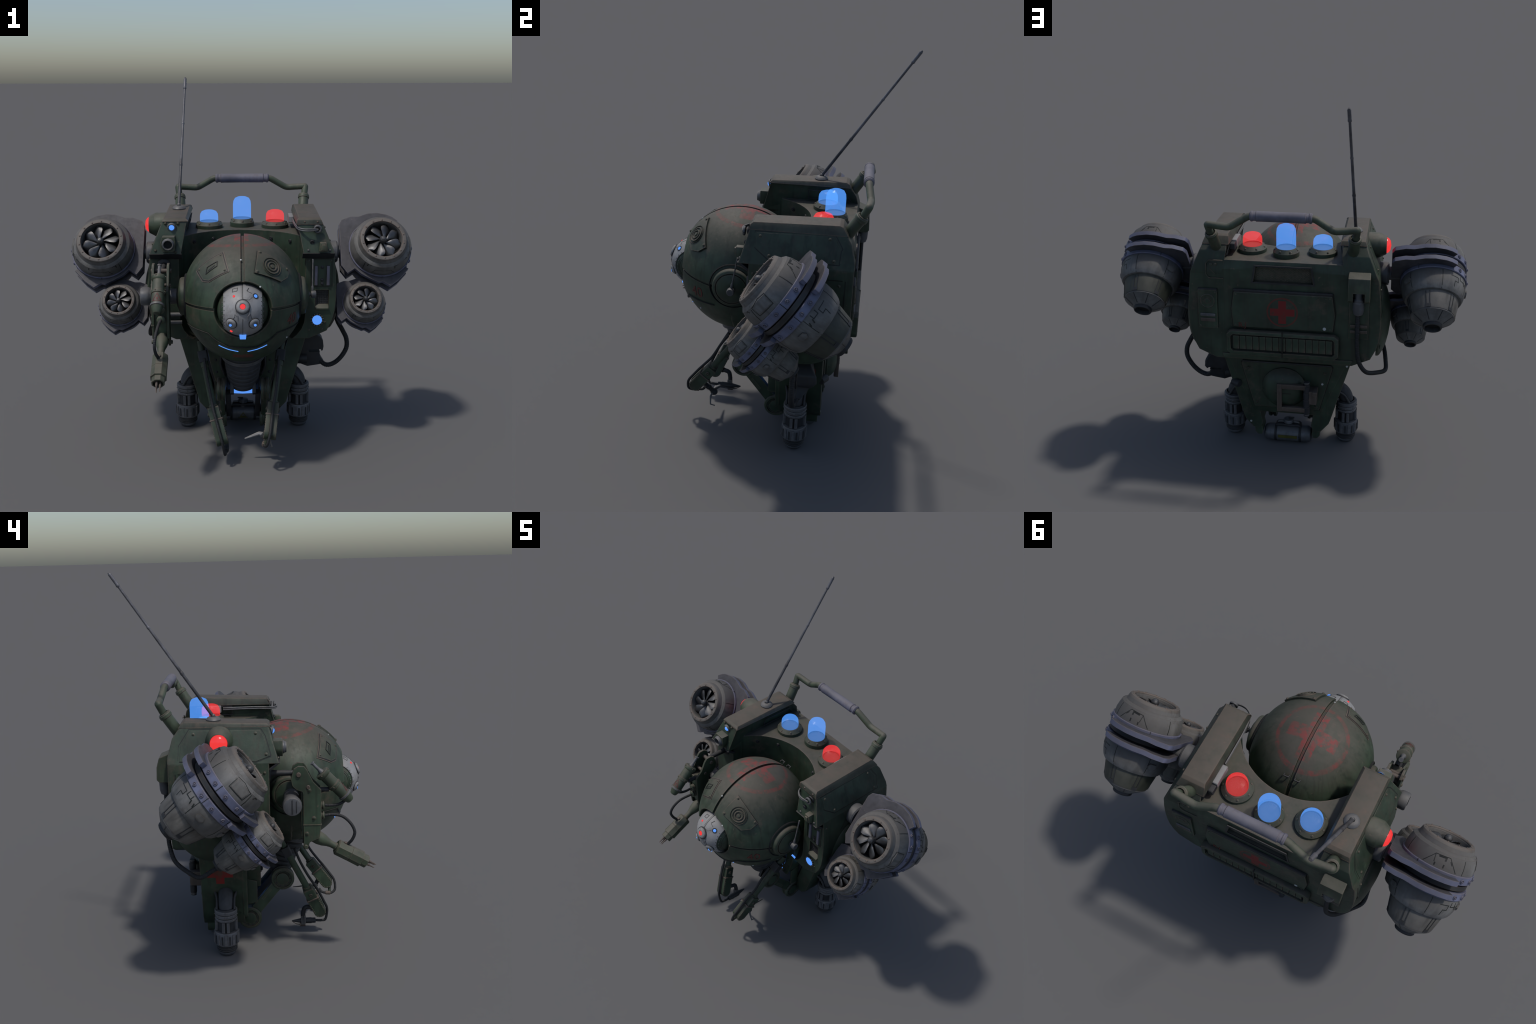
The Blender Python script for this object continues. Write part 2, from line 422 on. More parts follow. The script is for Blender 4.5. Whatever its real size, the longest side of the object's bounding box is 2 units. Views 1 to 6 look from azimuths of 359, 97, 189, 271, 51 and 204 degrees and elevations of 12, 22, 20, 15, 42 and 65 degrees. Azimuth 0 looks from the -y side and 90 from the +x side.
def text(name, body, size, place, mat, parent):
    """built-in font, bent by place(a,b,h)"""
    cu = bpy.data.curves.new("t", "FONT"); cu.body = body; cu.size = size; cu.align_x = "CENTER"; cu.align_y = "CENTER"
    to = bpy.data.objects.new("t", cu); bpy.context.scene.collection.objects.link(to)
    dg = bpy.context.evaluated_depsgraph_get(); dg.update()
    me = bpy.data.meshes.new_from_object(to.evaluated_get(dg))
    bpy.data.objects.remove(to)
    bm = bmesh.new(); bm.from_mesh(me)
    bmesh.ops.triangulate(bm, faces=bm.faces)
    bmesh.ops.subdivide_edges(bm, edges=bm.edges[:], cuts=1)
    r = bmesh.ops.extrude_face_region(bm, geom=bm.faces[:])
    top = {v for v in r["geom"] if isinstance(v, bmesh.types.BMVert)}
    for v in bm.verts: v.co = place(v.co.x, v.co.y, 0.0011 if v in top else -0.002)
    return obj(name, finish(bm, name, 40), mat, parent)

# ------------------------------------------------------------------ root
root = bpy.data.objects.new("rescue_robot", None)
bpy.context.scene.collection.objects.link(root)
root["label"] = "weathered green medical robot with round head and four fan engines"
root["category"] = "robot"

# ------------------------------------------------------------------ head
HC = V((0, -0.214, 0.865)); HR = V((0.315, 0.330, 0.340))
def ell(d, h=0.0):
    """point of the head shell in direction d (in unit sphere space), raised by h"""
    d = V(d).normalized()
    p = V((d.x * HR.x, d.y * HR.y, d.z * HR.z)); n = V((d.x / HR.x, d.y / HR.y, d.z / HR.z)).normalized()
    return HC + p + n * h
def to_dir(p):
    q = V(p) - HC
    return V((q.x / HR.x, q.y / HR.y, q.z / HR.z)).normalized()
def head_map(center, right, up):
    """local plate coordinates (metres) on the head shell around `center`"""
    c = V(center); u = V(right); n = (ell(to_dir(c), 0.1) - ell(to_dir(c))).normalized()
    u = (u - n * u.dot(n)).normalized(); v = V(up); v = (v - n * v.dot(n) - u * v.dot(u)).normalized()
    return lambda a, b, h: ell(to_dir(c + u * a + v * b), h)
def head_local(center, right, up, pts):
    c = ell(to_dir(center)); u = V(right); n = (ell(to_dir(c), 0.1) - c).normalized()
    u = (u - n * u.dot(n)).normalized(); v = V(up); v = (v - n * v.dot(n) - u * v.dot(u)).normalized()
    return [((V(p) - c).dot(u), (V(p) - c).dot(v)) for p in pts]

def smooth(x, a, b):
    t = max(0.0, min(1.0, (x - a) / (b - a))); return t * t * (3 - 2 * t)

def jaw_line(x):
    x = abs(x)
    if x > 0.17: return 0.757
    if x > 0.13: return 0.718 + (x - 0.13) / 0.04 * 0.037
    if x > 0.07: return 0.687 + (x - 0.07) / 0.06 * 0.031
    return 0.686

def build_head():
    ax = V((0, -1, 0.08)).normalized(); right = V((1, 0, 0)); up = right.cross(ax).normalized()
    if up.z < 0: up = -up
    th0 = rad(24.2)
    bm = bmesh.new(); rows = []
    seams = [0.0, math.pi / 2, 1.5 * math.pi, math.tau]
    counts = [56, 112, 56]
    W = [(0.0095, 0.0075), (0.0068, 0.0050), (0.0068, 0.0050), (0.0095, 0.0075)]   # half widths: rim, floor
    def row(th, push):
        rho = 0.325 * max(0.05, math.sin(th)); cols = []
        for s in range(3):
            a0, a1 = seams[s], seams[s + 1]
            e0 = W[s][0] / rho; i0 = W[s][1] / rho; e1 = W[s + 1][0] / rho; i1 = W[s + 1][1] / rho
            cols += [(a0, 1), (a0 + i0, 1), (a0 + e0, 0)]
            for k in range(1, counts[s]): cols.append((a0 + e0 + (a1 - a0 - e0 - e1) * k / counts[s], 0))
            cols += [(a1 - e1, 0), (a1 - i1, 1)]
        out = []
        for ph, gr in cols:
            tt = th + rad(2.9) * math.sin(ph) ** 2 * max(0.0, 1 - (th - th0) / rad(60))      # mouth of the shell is wider than tall
            d = ax * math.cos(tt) + (up * math.cos(ph) + right * math.sin(ph)) * math.sin(tt)
            p = ell(d)
            dep = 0.012 * gr
            if rad(90) < ph < rad(270) and not gr: dep += 0.005
            if p.y < -0.22: dep += 0.006 * smooth(jaw_line(p.x) - p.z, 0.0, 0.006) * (1 - smooth(abs(p.x), 0.25, 0.29))
            out.append(bm.verts.new(ell(d, -dep - push)))
        return out
    n = 210
    for push in (0.05, 0.03, 0.004): rows.append(row(th0 + (0.0 if push > 0.01 else 0.0), push))
    rows.append(row(th0 + 0.008, 0.0))
    for i in range(1, n): rows.append(row(th0 + 0.008 + (rad(176) - th0) * i / n, 0.0))
    m = len(rows[0])
    for a, b in zip(rows, rows[1:]):
        for i in range(m): bm.faces.new((a[i], a[(i + 1) % m], b[(i + 1) % m], b[i]))
    bm.faces.new(rows[-1])
    return obj("head", finish(bm, "head", 28), M_HEAD, root)
head = build_head()

# raised seams on the jaw, mouth lights
ridge = Lines()
idm = lambda x, z, h: ell(V((x / HR.x, -math.sqrt(max(0.02, 1 - (x / HR.x) ** 2 - ((z - HC.z) / HR.z) ** 2)), (z - HC.z) / HR.z)), h)
jaw = [(-0.286, 0.760), (-0.214, 0.760), (-0.176, 0.757), (-0.13, 0.720), (-0.07, 0.690), (0.07, 0.690), (0.13, 0.720), (0.176, 0.757), (0.214, 0.760), (0.286, 0.760)]
ridge.add(jaw, idm, 0.004, 0.0005, depth=0.012)
ridge.done("jaw_seam", M_LINE, head)
for s in (-1, 1):
    l = Lines(); l.add([(s * 0.125, 0.686), (s * 0.10, 0.675), (s * 0.074, 0.665), (s * 0.024, 0.654)], idm, 0.0036, -0.0088, depth=0.014)
    l.done("mouth_light", M_BLUE, head)

# speaker plate on one side, engraved hatch on the other
pc = ell(to_dir((0.145, -0.43, 1.085)))
pts = [(0.078, -0.385, 1.168), (0.241, -0.37, 1.059), (0.225, -0.402, 1.022), (0.178, -0.433, 0.999), (0.055, -0.481, 1.068)]
spk = surface_plate("speaker_plate", head_local(pc, (1, 0, 0), (0, 0, 1), pts), head_map(pc, (1, 0, 0), (0, 0, 1)), 0.010, M_GREEN, head, 4, 0.02)
surface_plate('speaker_plate_shade', [(a * 1.045, b * 1.045) for a, b in head_local(pc, (1, 0, 0), (0, 0, 1), pts)], head_map(pc, (1, 0, 0), (0, 0, 1)), 0.0012, M_LINE, head, 4, 0.02)  # added dark rim, paints the shadow edge round the speaker plate
pn = (ell(to_dir(pc), 0.1) - pc).normalized()
prof = [(0.0, 0.016), (0.009, 0.015), (0.011, 0.009), (0.017, 0.009), (0.019, 0.014), (0.022, 0.015), (0.025, 0.014), (0.027, 0.008), (0.032, 0.008), (0.034, 0.012),
        (0.037, 0.013), (0.040, 0.012), (0.041, 0.004), (0.046, 0.004), (0.049, 0.010), (0.050, 0.0)]
lathe("speaker_cone", prof, 48, axes(pc + pn * 0.001, pn), M_GREEN, spk)
hm = head_map(pc, (1, 0, 0), (0, 0, 1))
for p in pts[:2] + pts[4:]:
    a, b = head_local(pc, (1, 0, 0), (0, 0, 1), [p])[0]
    q = hm(a * 0.84, b * 0.84, 0.010); bolt(q, hm(a * .84, b * .84, 0.1) - q, 0.0065, spk, M_GREEN)
a, b = head_local(pc, (1, 0, 0), (0, 0, 1), [pts[3]])[0]

hc = ell(to_dir((-0.145, -0.42, 1.075)))
hm2 = head_map(hc, (1, 0, 0), (0, 0, 1))
out5 = head_local(hc, (1, 0, 0), (0, 0, 1), [(-0.239, -0.342, 1.043), (-0.084, -0.363, 1.155), (-0.055, -0.471, 1.07), (-0.165, -0.458, 1.009), (-0.2, -0.429, 1.005)])
hat = surface_plate("face_hatch", [(a * .96, b * .96) for a, b in out5], hm2, 0.0025, M_BROWN, head, 4)
surface_plate("hatch_panel", [(a * .83, b * .83) for a, b in out5], hm2, 0.0045, M_GREEN, hat, 4)
l = Lines(); l.add([(a * .86, b * .86) for a, b in out5], hm2, 0.005, 0.0042, True)
l.add([(-0.036, -0.022), (-0.03, 0.012), (0.026, 0.030), (0.026, 0.004)], hm2, 0.004, 0.0075, True)
l.add([(-0.024, -0.008), (0.014, 0.012)], hm2, 0.006, 0.0060)
l.done("hatch_seam", M_LINE, hat)
for k in (0, 1, 2):
    a, b = out5[k]; q = hm2(a * .7, b * .7, 0.0045); bolt(q, hm2(a * .7, b * .7, .1) - q, 0.005, hat, M_GREEN)

# painted side number and chips
tm = head_map((0.255, -0.41, 0.808), (0.75, 0.66, 0), (0, 0, 1))
text("painted_number", "40", 0.082, lambda a, b, h: tm(a, b, h - 0.0045), M_RED_PAINT, head)
for p in ((-0.008, -0.43, 1.12), (0.085, -0.50, 1.002), (0.235, -0.40, 0.70)):
    q = ell(to_dir(p)); nn = ell(to_dir(p), .1) - q
    lathe("paint_chip", [(0.0045, -0.002), (0.004, 0.0012), (0, 0.0012)], 10, axes(q, nn), M_WHITE, head)
# two small loops behind
for s in (-1, 1):
    tube("lift_loop", [(s * .028 - .012, 0.020, 1.113), (s * .028 - .012, 0.034, 1.118), (s * .028 + .012, 0.034, 1.118), (s * .028 + .012, 0.020, 1.113)], 0.004, M_DARK, head, 8)

# eye ball with silver plate
EC = V((0, -0.455, 0.880)); ER = V((0.130, 0.134, 0.130))
bm = bmesh.new()
bmesh.ops.create_uvsphere(bm, u_segments=64, v_segments=40, radius=1.0)
for v in bm.verts: v.co = EC + V((v.co.x * ER.x, v.co.y * ER.y, v.co.z * ER.z))
eye = obj("eye_ball", finish(bm, "eye_ball"), M_OLIVE if False else M_GREEN, head)
def eye_map(x, z, h):
    """x,z in metres on the front of the eye ball"""
    r = 1 - (x / ER.x) ** 2 - ((z - EC.z) / ER.z) ** 2
    d = V((x / ER.x, -math.sqrt(max(0.0004, r)), (z - EC.z) / ER.z)).normalized()
    n = V((d.x / ER.x, d.y / ER.y, d.z / ER.z)).normalized()
    return EC + V((d.x * ER.x, d.y * ER.y, d.z * ER.z)) + n * h
def eye_band(x, a, h):
    """x across, a = angle up the front"""
    c = math.sqrt(1 - (x / ER.x) ** 2)
    d = V((x / ER.x, -c * math.cos(a), c * math.sin(a)))
    n = V((d.x / ER.x, d.y / ER.y, d.z / ER.z)).normalized()
    return EC + V((d.x * ER.x, d.y * ER.y, d.z * ER.z)) + n * h
plate = surface_plate("eye_plate", rect(0, 0.0, 0.091, rad(86), 0.0), eye_band, 0.005, M_SILVER, head, 5, 0.004)
l = Lines()
l.add([(0, rad(80)), (0, rad(24))], eye_band, 0.0035, 0.0056)
l.add([(-0.007, rad(80)), (-0.007, rad(40))], eye_band, 0.0012, 0.0056)
l.add([(0, rad(-5)), (0, rad(-70))], eye_band, 0.002, 0.0056)
l.add([(-0.048, .980), (-0.046, .990), (-0.024, .996), (-0.026, .986)], lambda x, z, h: eye_map(x, z, h), 0.0025, 0.0060, True)
l.add([(0.020, .986), (0.028, .995)], eye_map, 0.0035, 0.0060); l.add([(0.022, .985), (0.042, .976)], eye_map, 0.002, 0.0060)
l.add([(-0.036, .890), (-0.037, .875), (-0.048, .866), (-0.066, .862), (-0.076, .850)], eye_map, 0.0018, 0.0056)
l.add([(0.036, .890), (0.040, .870), (0.052, .866)], eye_map, 0.0018, 0.0056)
l.add([(0.002, .957), (0.03, .952), (0.045, .962)], eye_map, 0.0014, 0.0056)
l.done("plate_seam", M_DARK, plate)
# soft ridges pressed in the plate
for s in (-1, 1):
    tube("plate_rib", [eye_map(s * .032, .905, .002), eye_map(s * .030, .890, .004), eye_map(s * .024, .880, .003), eye_map(s * .022, .860, .001)], 0.0055, M_SILVER, plate, 8, 6)
for s in (-1, 1):
    for k in range(9):
        a = rad(-48 + 12 * k); q = eye_band(s * 0.0865, a, 0.005)
        bolt(q, eye_band(s * .0865, a, .1) - q, 0.0018, plate, M_DARK)
    for k in range(6):
        a = rad(-38 + 15 * k); q = eye_band(s * 0.0985, a, 0.0)
        bolt(q, eye_band(s * .0985, a, .1) - q, 0.0026, eye, M_STEEL)
    l = Lines(); l.add([(s * 0.108, rad(-60)), (s * 0.108, rad(60))], eye_band, 0.0025, 0.001); l.add([(s * 0.103, rad(-60)), (s * 0.103, rad(60))], eye_band, 0.0015, 0.001)
    l.done("eye_seam", M_LINE, eye)
def eye_part(name, x, z, prof, mat, seg=32, base=0.004):
    q = eye_map(x, z, base); n = eye_map(x, z, .1) - q
    return lathe(name, prof, seg, axes(q, n), mat, plate)
eye_part("main_lamp_housing", 0, .925, [(0.0325, -.004), (0.0325, .0030), (0.031, .0040), (0.029, .0085), (0.024, .0115), (0.018, .0128), (0.0145, .012), (0.0135, .010), (0, .010)], M_SILVER)
eye_part("main_lamp", 0, .925, [(0.0135, .008), (0.0125, .0125), (0.006, .0135), (0, .0137)], M_REDL)
eye_part("lamp_dark_ring", 0, .925, [(0.0330, -.004), (0.0330, .0022), (0.0362, .0022), (0.0368, -.004)], M_DARK)  # added dark rings, paint shade at the feet of the lamp housings
for s in (-1, 1):
    eye_part("lamp_dark_ring", s * .053, .843, [(0.0262, -.004), (0.0262, .0018), (0.0288, .0018), (0.0292, -.004)], M_DARK)
    eye_part("lens_housing", s * .053, .843, [(0.0265, -.004), (0.026, .003), (0.022, .008), (0.015, .0105), (0.0125, .0105), (0.0115, .008), (0, .008)], M_SILVER)
    q = eye_map(s * .0545, .8395, .012); n = V((0, -1, -0.25))
    lathe("lens_barrel", [(0.0095, -.006), (0.0095, .0005), (0.0078, .002), (0.007, .004), (0, .005)], 20, axes(q, n), M_STEEL, plate)
    lathe("lens_glow", [(0.0072, .003), (0.0062, .0062), (0, .0068)], 20, axes(q, n), M_BLUE, plate)
eye_part("lamp_ring", .060, .9635, [(0.0155, -.003), (0.0145, .0025), (0.0105, .0025), (0.010, 0), (0, 0)], M_DARK)
eye_part("blue_lamp", .060, .9635, [(0.0095, -.001), (0.008, .004), (0.004, .006), (0, .0065)], M_BLUE)
eye_part("small_lamp", -.0405, .966, [(0.0065, -.001), (0.0055, .0035), (0.003, .005), (0, .0053)], M_REDL)
eye_part("red_lamp", -.054, .797, [(0.0075, -.001), (0.0065, .004), (0, .0055)], M_REDL)
# chin light
bm = bmesh.new()
add_prism(bm, [(-.017, .773), (-.010, .779), (.010, .779), (.017, .773), (.0145, .748), (-.0145, .748)], -0.5385, -0.50, XZ, 0.002)
obj("chin_light", finish(bm, "chin_light"), M_BLUE, head)

# ear bosses
for s in (-1, 1):
    m = axes((0, -0.214, 0.880), (s, 0, 0))
    prof = [(0.100, 0.22), (0.100, 0.312), (0.097, 0.322), (0.092, 0.327), (0.082, 0.330), (0.080, 0.325),
            (0.077, 0.325), (0.076, 0.331), (0.055, 0.340), (0.030, 0.345), (0, 0.346)]
    lathe("ear_boss", prof, 56, m, M_GREEN, head)
    lathe("boss_dark_ring", [(0.118, 0.20), (0.1185, 0.296), (0.1150, 0.300), (0.109, 0.290), (0.099, 0.290), (0.099, 0.20)], 56, m, M_BLACK, head)  # black ring stands in for the dark gap round the boss
# side antenna on one boss
m = axes((0.345, -0.210, 0.884), (1, 0, 0))
kn = lathe("knob", [(0, 0), (0.014, 0.0), (0.014, 0.006), (0.009, 0.008), (0.009, 0.013), (0.0185, 0.015), (0.0195, 0.020), (0.0195, 0.036), (0.017, 0.040), (0, 0.040)], 24, m, M_STEEL, head)
tube("knob_whip", [(0.366, -0.207, 0.895), (0.367, -0.202, 0.93), (0.370, -0.178, 1.066)], lambda t: 0.0068 if t < 0.18 else 0.0036 + 0.0008 * (t > .9), M_STEEL, head, 8, 10)

# ------------------------------------------------------------------ hull
half = [(0.361, 0.606), (0.457, 0.650), (0.484, 0.705), (0.499, 0.760), (0.504, 0.820), (0.505, 0.900), (0.500, 0.990), (0.489, 1.088), (0.4564, 1.166)]
poly = half + [(-x, z) for x, z in reversed(half)]
hull = prism("hull", poly, -0.108, 0.385, XZ, 0.005, M_HULL, root)
def cutter(build):
    b = bmesh.new(); build(b); return obj("cut", finish(b, "cut"), None)
# ball shaped bay for the head, open to the front and the top
prof = [(0, 0.50), (0.26, 0.560), (0.285, 0.604), (0.312, 0.628), (0.336, 0.660), (0.350, 0.700), (0.354, 0.745), (0.354, 1.5), (0, 1.5)]
boolean(hull, cutter(lambda b: add_lathe(b, prof, 96, Matrix.Translation((0, -0.214, 0)))))
boolean(hull, cutter(lambda b: add_prism(b, [(0.3904, 1.100), (0.3604, 1.210), (0.50, 1.210), (0.50, 1.100)], -0.7, 0.7, YZ)))
boolean(hull, cutter(lambda b: add_prism(b, [(0.140, 1.140), (-0.140, 1.140), (-0.155, 1.056), (0.155, 1.056)], 0.362, 0.41, XZ)))
boolean(hull, cutter(lambda b: add_prism(b, rect(0.4285, 0.826, 0.0355, 0.052), -0.16, -0.088, XZ)))
def xo(z): return 0.489 - (z - 1.088) / 0.182 * 0.076
def xi(z): return 0.322 - 0.034 * min(1, (z - 1.088) / 0.155) + (0.014 if z > 1.265 else 0)
def pod_shape(s):
    side = [(-0.157, 1.088), (-0.109, 1.261), (-0.097, 1.269), (0.300, 1.281), (0.315, 1.275), (0.3622, 1.210), (0.3863, 1.120), (0.3863, 1.091)]
    b = bmesh.new()
    outer = [b.verts.new((s * (xo(z) + 0.0013), y, z)) for y, z in side]; inner = [b.verts.new((s * xi(z), y, z)) for y, z in side]
    b.faces.new(outer); b.faces.new(inner); n = len(side)
    for i in range(n): b.faces.new((outer[i], outer[(i + 1) % n], inner[(i + 1) % n], inner[i]))
    bmesh.ops.recalc_face_normals(b, faces=b.faces); bevel(b, 0.005, 2, 20)
    bmesh.ops.triangulate(b, faces=b.faces)
    return obj("cut", finish(b, "cut"), None)
for s in (-1, 1): boolean(hull, pod_shape(s), "UNION")
b_ = bmesh.new(); b_.from_mesh(hull.data)
bmesh.ops.remove_doubles(b_, verts=b_.verts, dist=1e-5)
hull.data = finish(b_, "hull", 34); hull.data.materials.append(M_HULL)
if not hull.modifiers: hull.modifiers.new("flat_faces", "WEIGHTED_NORMAL")
hull.modifiers[0].keep_sharp = True; hull.modifiers[0].weight = 90

# grille weave: little pyramids
bm = bmesh.new(); add_prism(bm, [(0.1395, 1.139), (-0.1395, 1.139), (-0.1545, 1.057), (0.1545, 1.057)], 0.350, 0.367, XZ)
def clip(x, z): return abs(x) < 0.1395 + (1.139 - z) * 0.183 and 1.057 < z < 1.139
for k in range(-22, 23):
    for sg in (-1, 1):
        run = [(k * .0145 + sg * t * .0055, 1.098 + t * .0045) for t in range(-10, 11)]
        run = [p for p in run if clip(*p)]
        if len(run) > 1: add_tube(bm, [V((run[0][0], .3665, run[0][1])), V((run[-1][0], .3665, run[-1][1]))], .0022, 6)
obj("mesh_grille", finish(bm, "mesh_grille", 20), M_OLIVE, hull)
l = Lines(); rear = flat((0, 0.385, 0), (-1, 0, 0), (0, 0, 1))   # note: a = -x
l.add([(-0.146, 1.145), (0.146, 1.145), (0.162, 1.052), (-0.162, 1.052)], rear, 0.008, 0.002, True)
l.done("grille_frame", M_DARK, hull)

# rear door with red cross
door = [(0.257, 1.003), (-0.257, 1.003), (-0.272, 0.900), (-0.262, 0.803), (0.262, 0.803), (0.272, 0.900)]
prism("door_dark_back", [(x * 1.022, 0.9 + (z - .9) * 1.075 + .003) for x, z in door], 0.380, 0.3875, XZ, 0.002, M_LINE, hull)  # dark plate behind the door, stands in for the gap round it
dr = prism("cross_door", door, 0.382, 0.402, XZ, 0.006, M_HULL, hull)
prism("door_lip", [(0.257, 1.016), (-0.257, 1.016), (-0.259, 1.002), (0.259, 1.002)], 0.384, 0.399, XZ, 0.004, M_DARK, hull)
for x, z in ((0.245, 0.99), (-0.245, .99), (.248, .815), (-.248, .815)): bolt((x, 0.402, z), (0, 1, 0), 0.004, dr, M_GREEN)
lathe("paint_chip", [(0.009, 0.0), (0.008, 0.0018), (0, 0.0018)], 12, axes((-0.218, 0.402, 0.820), (0, 1, 0)), M_WHITE, dr)
text("door_mark", "R.J", 0.040, flat((0.214, 0.4022, 0.815), (-1, 0, 0), (0, 0, 1)), M_RED_PAINT, dr)

# rear vent with slats
vo = [(0.276, 0.790), (-0.270, 0.790), (-0.296, 0.770), (-0.296, 0.672), (-0.270, 0.648), (0.276, 0.648), (0.298, 0.672), (0.298, 0.770)]
vent = prism("slat_vent", vo, 0.382, 0.424, XZ, 0.010, M_GREEN, hull)
bm = bmesh.new(); add_prism(bm, rect(0.001, 0.721, 0.274, 0.048, 0.012), 0.408, 0.46, XZ)
boolean(vent, obj("cut", finish(bm, "cut"), None)); resmooth(vent)
prism("vent_floor", rect(0.001, 0.721, 0.272, 0.046), 0.404, 0.4095, XZ, 0, M_LINE, vent)
sl = bmesh.new(); add_prism(sl, rect(0, 0, 0.0163, 0.0385), 0.0, 0.008, XZ, 0.002); slat_me = finish(sl, "vent_slat")
for i in range(15):
    x = -0.245 + i * 0.0351
    obj("vent_slat", slat_me, M_GREEN, vent, Matrix.Translation((x, 0.4085, 0.721)) @ Matrix.Rotation(rad(random.uniform(-1.5, 1.5)), 4, "Z"))
prism("vent_split", rect(0.0, 0.719, 0.003, 0.071), 0.41, 0.4262, XZ, 0, M_LINE, vent)
for x in (0.287, -0.285):
    for z in (0.69, 0.75): bolt((x, 0.422, z), (0, 1, 0), 0.003, vent, M_GREEN)
# lower lip of the rear wall
prism("hull_lip", [(0.330, 0.640), (-0.372, 0.640), (-0.350, 0.612), (0.320, 0.612)], 0.30, 0.392, XZ, 0.006, M_GREEN, hull)

# small plates on the rear wall
pl = prism("dial_plate", rect(0.398, 0.893, 0.052, 0.109, 0.004), 0.382, 0.396, XZ, 0.004, M_GREEN, hull)
prism("plate_lip", rect(0.398, 1.003, 0.052, 0.006), 0.382, 0.3945, XZ, 0.003, M_DARK, pl)
lathe("plate_dial", [(0.040, 0), (0.040, .002), (0.037, .004), (0.035, .002), (0.016, .001), (0.015, .004), (0.010, .005), (0, .005)], 32, axes((0.398, 0.3955, 0.94), (0, 1, 0)), M_GREEN, pl)
prism("plate_bar", rect(0.398, 0.862, 0.040, 0.008), 0.394, 0.402, XZ, 0.003, M_STEEL, pl)
prism("plate_bar", rect(0.398, 0.833, 0.040, 0.010), 0.394, 0.400, XZ, 0.003, M_BROWN, pl)
for x in (.357, .439):
    for z in (.796, .99): bolt((x, .396, z), (0, 1, 0), 0.0035, pl, M_GREEN)
l = Lines()
l.add([(-0.313, 1.165), (-0.385, 1.165), (-0.402, 1.148), (-0.402, 1.086), (-0.388, 1.068), (-0.313, 1.068)], rear, 0.005, 0.004)
l.add([(-0.385, 1.12), (-0.355, 1.088)], rear, 0.004, 0.002)
l.done("pressed_ridge", M_GREEN, hull)
for x in (.352, .375): bolt((x, .385, 1.142), (0, 1, 0), 0.006, hull, M_GREEN)

# hose box on the rear
hb = prism("hose_plate", rect(-0.393, 0.885, 0.052, 0.115), 0.382, 0.391, XZ, 0.003, M_GREEN, hull)
for z in (.843, .812): prism("plate_bar", rect(-0.393, z, 0.044, 0.008), 0.389, 0.397, XZ, 0.003, M_BROWN, hb)
bm = bmesh.new(); add_prism(bm, [(0.380, 1.138), (0.430, 1.118), (0.444, 1.070), (0.447, 1.005), (0.435, .992), (0.38, .992)], -0.448, -0.336, YZ, 0.006)
hx = obj("hose_box", finish(bm, "hose_box"), M_OLIVE, hull)
bm = bmesh.new(); add_prism(bm, rect(-0.392, 1.00, 0.030, 0.045), 0.405, 0.47, XZ); boolean(hx, obj("cut", finish(bm, "cut"), None)); resmooth(hx)
m = axes((-0.390, 0.418, 1.06), (0, -0.05, -1))
lathe("hose_connector", [(0, 0), (.021, 0), (.021, .05), (.026, .056), (.026, .066), (.029, .070), (.029, .118), (.024, .138), (.012, .146), (0, .146)], 28, m, M_STEEL, hull)
hose("hose", [(-0.388, 0.411, 0.925), (-0.388, 0.412, 0.82), (-0.390, 0.412, 0.72), (-0.402, 0.405, 0.64), (-0.440, 0.375, 0.572), (-0.50, 0.30, 0.535), (-0.537, 0.245, 0.525), (-0.536, 0.19, 0.555), (-0.522, 0.12, 0.60), (-0.490, 0.09, 0.68)], 0.0115, M_RUBBER, hull)

